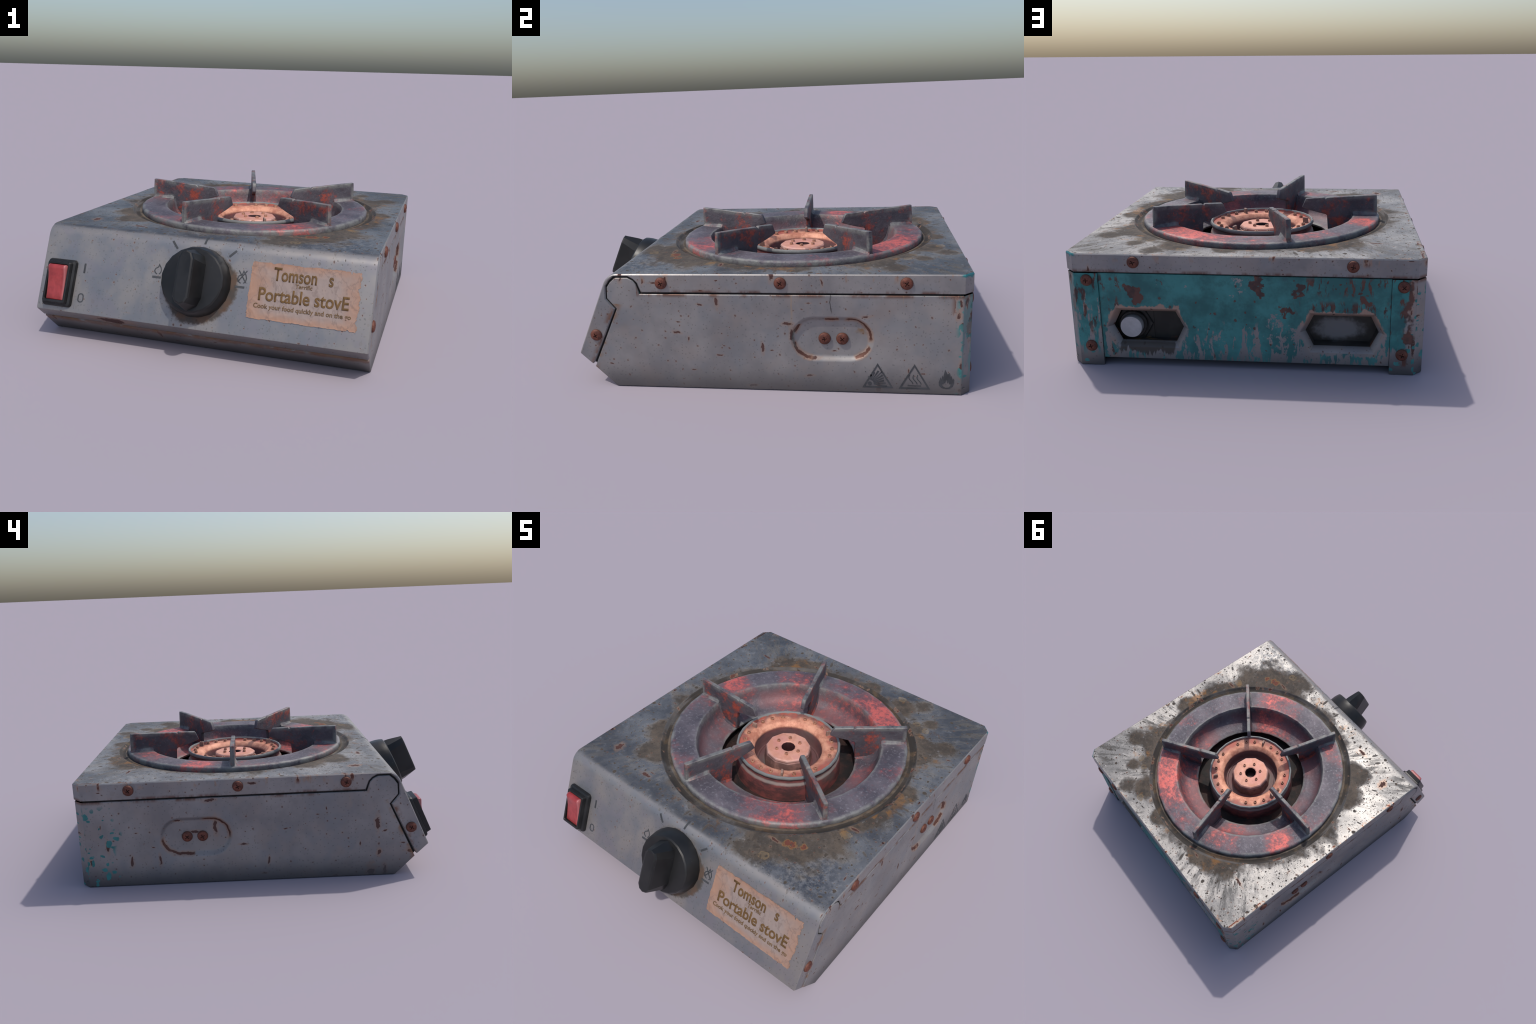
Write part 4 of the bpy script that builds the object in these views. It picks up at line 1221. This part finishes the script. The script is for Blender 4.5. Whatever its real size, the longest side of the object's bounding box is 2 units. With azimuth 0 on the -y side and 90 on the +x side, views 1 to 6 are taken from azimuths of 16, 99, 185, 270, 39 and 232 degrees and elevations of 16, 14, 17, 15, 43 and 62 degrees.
def flame(bm, cx, cy, k, put, w):
    a = [(-0.05, 0.50), (-0.30, 0.34), (-0.40, 0.10), (-0.30, -0.14), (0.02, -0.34), (0.10, -0.62), (0.34, -0.30), (0.44, 0.02), (0.38, 0.28), (0.20, 0.48)]
    stroke(bm, [(cx + x * k, cy + y * k) for x, y in a], w, put, MK)


flame(bm, -0.211, 0.114, 0.042, onp, 0.0052)
flame(bm, 0.218, 0.106, 0.052, onp, 0.0052)
stroke(bm, [(0.200, 0.072), (0.240, 0.128)], 0.005, lambda u, v, h: onp(u, v, h + 0.0004), MK)
stroke(bm, [(0.240, 0.070), (0.200, 0.126)], 0.005, lambda u, v, h: onp(u, v, h + 0.0008), MK)
# switch marks: a bar and a nought
stroke(bm, [(-0.606, 0.125), (-0.606, 0.174)], 0.010, onp, MK)
stroke(bm, [(-0.6025 + u, 0.299 + v) for u, v in rrect(0.0135, 0.0205, 0.0125, 5)], 0.0062, onp, MK, closed=True)
bm_obj(bm, "dial_mark", M["mark"], cover)

# ------------------------------------------------------------------ warning signs on the right side
sd = lambda u, v, h: Vector((HX + 0.0002 + h, u, v))


def triangle(bm, y0, y1, yt, z0, z1):
    stroke(bm, [(y0 + 0.006, z0 + 0.0035), (y1 - 0.006, z0 + 0.0035), (yt, z1 - 0.008)], 0.0075, sd, MK, closed=True)


bm = bmesh.new()
triangle(bm, 0.497, 0.636, 0.566, 0.026, 0.147)
c0 = (0.5305, 0.046)
flat_shape(bm, [arc(c0, 0.0095, 0, 330, 11)], sd, MK)
rnd = random.Random(5)
for i in range(9):
    a = math.radians(-8 + 11.0 * i)
    ln = [0.078, 0.072, 0.066, 0.070, 0.072, 0.080, 0.074, 0.060, 0.045][i]
    r0 = 0.018
    w0, w1 = 0.0012, 0.0044 if i % 2 == 0 else 0.0030
    d = Vector((math.cos(a), math.sin(a))); nrm = Vector((-d.y, d.x)); c = Vector(c0)
    if (c + d * ln).y < 0.034:
        ln = 0.070
    flat_shape(bm, [[tuple(c + d * r0 + nrm * w0), tuple(c + d * r0 - nrm * w0), tuple(c + d * ln - nrm * w1), tuple(c + d * ln + nrm * w1)]], sd, MK)
for i in range(10):
    a = math.radians(rnd.uniform(15, 110)); r = rnd.uniform(0.022, 0.066)
    p = Vector(c0) + Vector((math.cos(a), math.sin(a))) * r
    flat_shape(bm, [[tuple(p + Vector((math.cos(t), math.sin(t))) * rnd.uniform(0.002, 0.004)) for t in (0.3, 2.2, 4.4)]], lambda u, v, h: sd(u, v, h + 0.0003), MK)
triangle(bm, 0.661, 0.801, 0.731, 0.024, 0.146)
for yc in (0.713, 0.731, 0.749):
    stroke(bm, [(yc - 0.006 + 0.0055 * math.sin(t * 0.95 + 2.6) + 0.0022 * t, 0.093 - 0.0076 * t) for t in range(7)], 0.0042, sd, MK)
stroke(bm, [(0.701, 0.0395), (0.761, 0.0395)], 0.0045, sd, MK)
# flame sign
FL = [(0.872, 0.028), (0.852, 0.032), (0.840, 0.044), (0.839, 0.060), (0.846, 0.085), (0.850, 0.072), (0.854, 0.094), (0.858, 0.084), (0.866, 0.122), (0.878, 0.098),
      (0.881, 0.104), (0.887, 0.106), (0.891, 0.086), (0.895, 0.092), (0.899, 0.074), (0.905, 0.080), (0.906, 0.056), (0.900, 0.040), (0.888, 0.030)]
FI = [(0.870, 0.033), (0.858, 0.040), (0.852, 0.052), (0.858, 0.050), (0.863, 0.058), (0.866, 0.054), (0.872, 0.074), (0.877, 0.055), (0.882, 0.062), (0.886, 0.050), (0.891, 0.054), (0.890, 0.043), (0.882, 0.035)]
flat_shape(bm, [FL, FI], sd, MK)
bm_obj(bm, "warning_sign", M["mark"], housing)

# ------------------------------------------------------------------ paper label with lettering
LX0, LX1, LS0, LS1 = 0.262, 0.776, 0.0195, 0.2885
NXL, NSL = 120, 64


def wrinkle(u, v):
    p = Vector((u * 9.0, v * 9.0, 3.1))
    a = 1 - abs(mnoise.noise(Vector((p.x * 1.1 + p.y * 0.9, p.y * 0.7 - p.x * 0.5, 1.0)))) * 2
    b = 1 - abs(mnoise.noise(Vector((p.x * 1.7 - p.y * 1.5, p.y * 1.1 + p.x, 8.0)))) * 2
    return 0.0020 * max(a, 0) ** 3 + 0.0015 * max(b, 0) ** 3 + 0.0008 * mnoise.noise(p * 2)


def tear(t, seed, amp):
    n1 = mnoise.noise(Vector((t * 9, seed, 0))); n2 = mnoise.noise(Vector((t * 34, seed, 5))); n3 = mnoise.noise(Vector((t * 80, seed, 9)))
    return amp * (0.7 * n1 + 0.6 * n2 + 0.35 * n3)


def notch(t, c, w):
    return max(0.0, 1 - abs(t - c) / w)


bm = bmesh.new()
grid = []
for i in range(NXL + 1):
    col = []
    for j in range(NSL + 1):
        fx, fs = i / NXL, j / NSL
        lft = LX0 + tear(fs, 1.5, 0.006); rgt = LX1 + tear(fs, 4.5, 0.009) - 0.010 * notch(fs, 0.85, 0.06) - 0.008 * notch(fs, 0.30, 0.05)
        tp = LS0 + 0.004 * fx + tear(fx, 7.5, 0.005) + 0.026 * notch(fx, 0.915, 0.010) + 0.006 * notch(fx, 0.20, 0.03)
        bt = LS1 + 0.005 * (fx - 0.5) + tear(fx, 11.5, 0.0045) - 0.008 * notch(fx, 0.93, 0.02)
        col.append((lft + (rgt - lft) * fx, tp + (bt - tp) * fs))
    grid.append(col)
vt = [[bm.verts.new(on_slope(x, s, 0.0016 + wrinkle(x, s) + (0.002 if i in (0, NXL) or j in (0, NSL) else 0) * abs(mnoise.noise(Vector((x * 30, s * 30, 2)))))) for j, (x, s) in enumerate(col)] for i, col in enumerate(grid)]
for i in range(NXL):
    for j in range(NSL):
        bm.faces.new((vt[i][j], vt[i + 1][j], vt[i + 1][j + 1], vt[i][j + 1]))
border = [(i, 0) for i in range(NXL)] + [(NXL, j) for j in range(NSL)] + [(i, NSL) for i in range(NXL, 0, -1)] + [(0, j) for j in range(NSL, 0, -1)]
low = [bm.verts.new(on_slope(*grid[i][j], -0.0005)) for i, j in border]
for k in range(len(border)):
    k2 = (k + 1) % len(border)
    a, b = border[k], border[k2]
    bm.faces.new((vt[a[0]][a[1]], vt[b[0]][b[1]], low[k2], low[k]))
label = bm_obj(bm, "paper_label", M["paper"], root, smooth=50)


def lettering(text, x0, x1, s_top, s_base, mat, bold=0.0, space=1.0, skew=0.0):
    cu = bpy.data.curves.new("lettering", "FONT")
    cu.body = text; cu.size = 1.0; cu.offset = bold; cu.space_word = space; cu.resolution_u = 4
    ob = bpy.data.objects.new("lettering_tmp", cu); COL.objects.link(ob)
    dg = bpy.context.evaluated_depsgraph_get(); dg.update()
    me = bpy.data.meshes.new_from_object(ob.evaluated_get(dg))
    bpy.data.objects.remove(ob)
    xs = [v.co.x for v in me.vertices]
    lo, hi = min(xs), max(xs)
    cap = 0.729 if text[0].isupper() else 0.729
    bm = bmesh.new(); bm.from_mesh(me); bpy.data.meshes.remove(me)
    bmesh.ops.remove_doubles(bm, verts=bm.verts[:], dist=0.0005)
    bmesh.ops.subdivide_edges(bm, edges=[e for e in bm.edges if e.calc_length() > 0.12], cuts=3)
    flat = bm.faces[:]
    ext = bmesh.ops.extrude_face_region(bm, geom=flat)
    raised = {g for g in ext["geom"] if isinstance(g, bmesh.types.BMVert)}
    for v in bm.verts:
        x = x0 + (v.co.x - lo) / (hi - lo) * (x1 - x0)
        s = s_base - v.co.y / cap * (s_base - s_top) + skew * (x - x0)
        h = 0.0016 + wrinkle(x, s)
        v.co = on_slope(x, s, h + (0.0021 if v in raised else -0.0012))
    return bm_obj(bm, "lettering", mat, label)


lettering("Tomson   s", 0.370, 0.652, 0.036, 0.100, M["ink"], 0.016, skew=0.0)
lettering("Terrific", 0.479, 0.558, 0.106, 0.126, M["pale"], 0.012)
lettering("Portable stovE", 0.310, 0.733, 0.135, 0.198, M["ink"], 0.016)
lettering("Cook your food quickly and on the go", 0.292, 0.748, 0.2125, 0.2345, M["pale"], 0.014, skew=0.006)
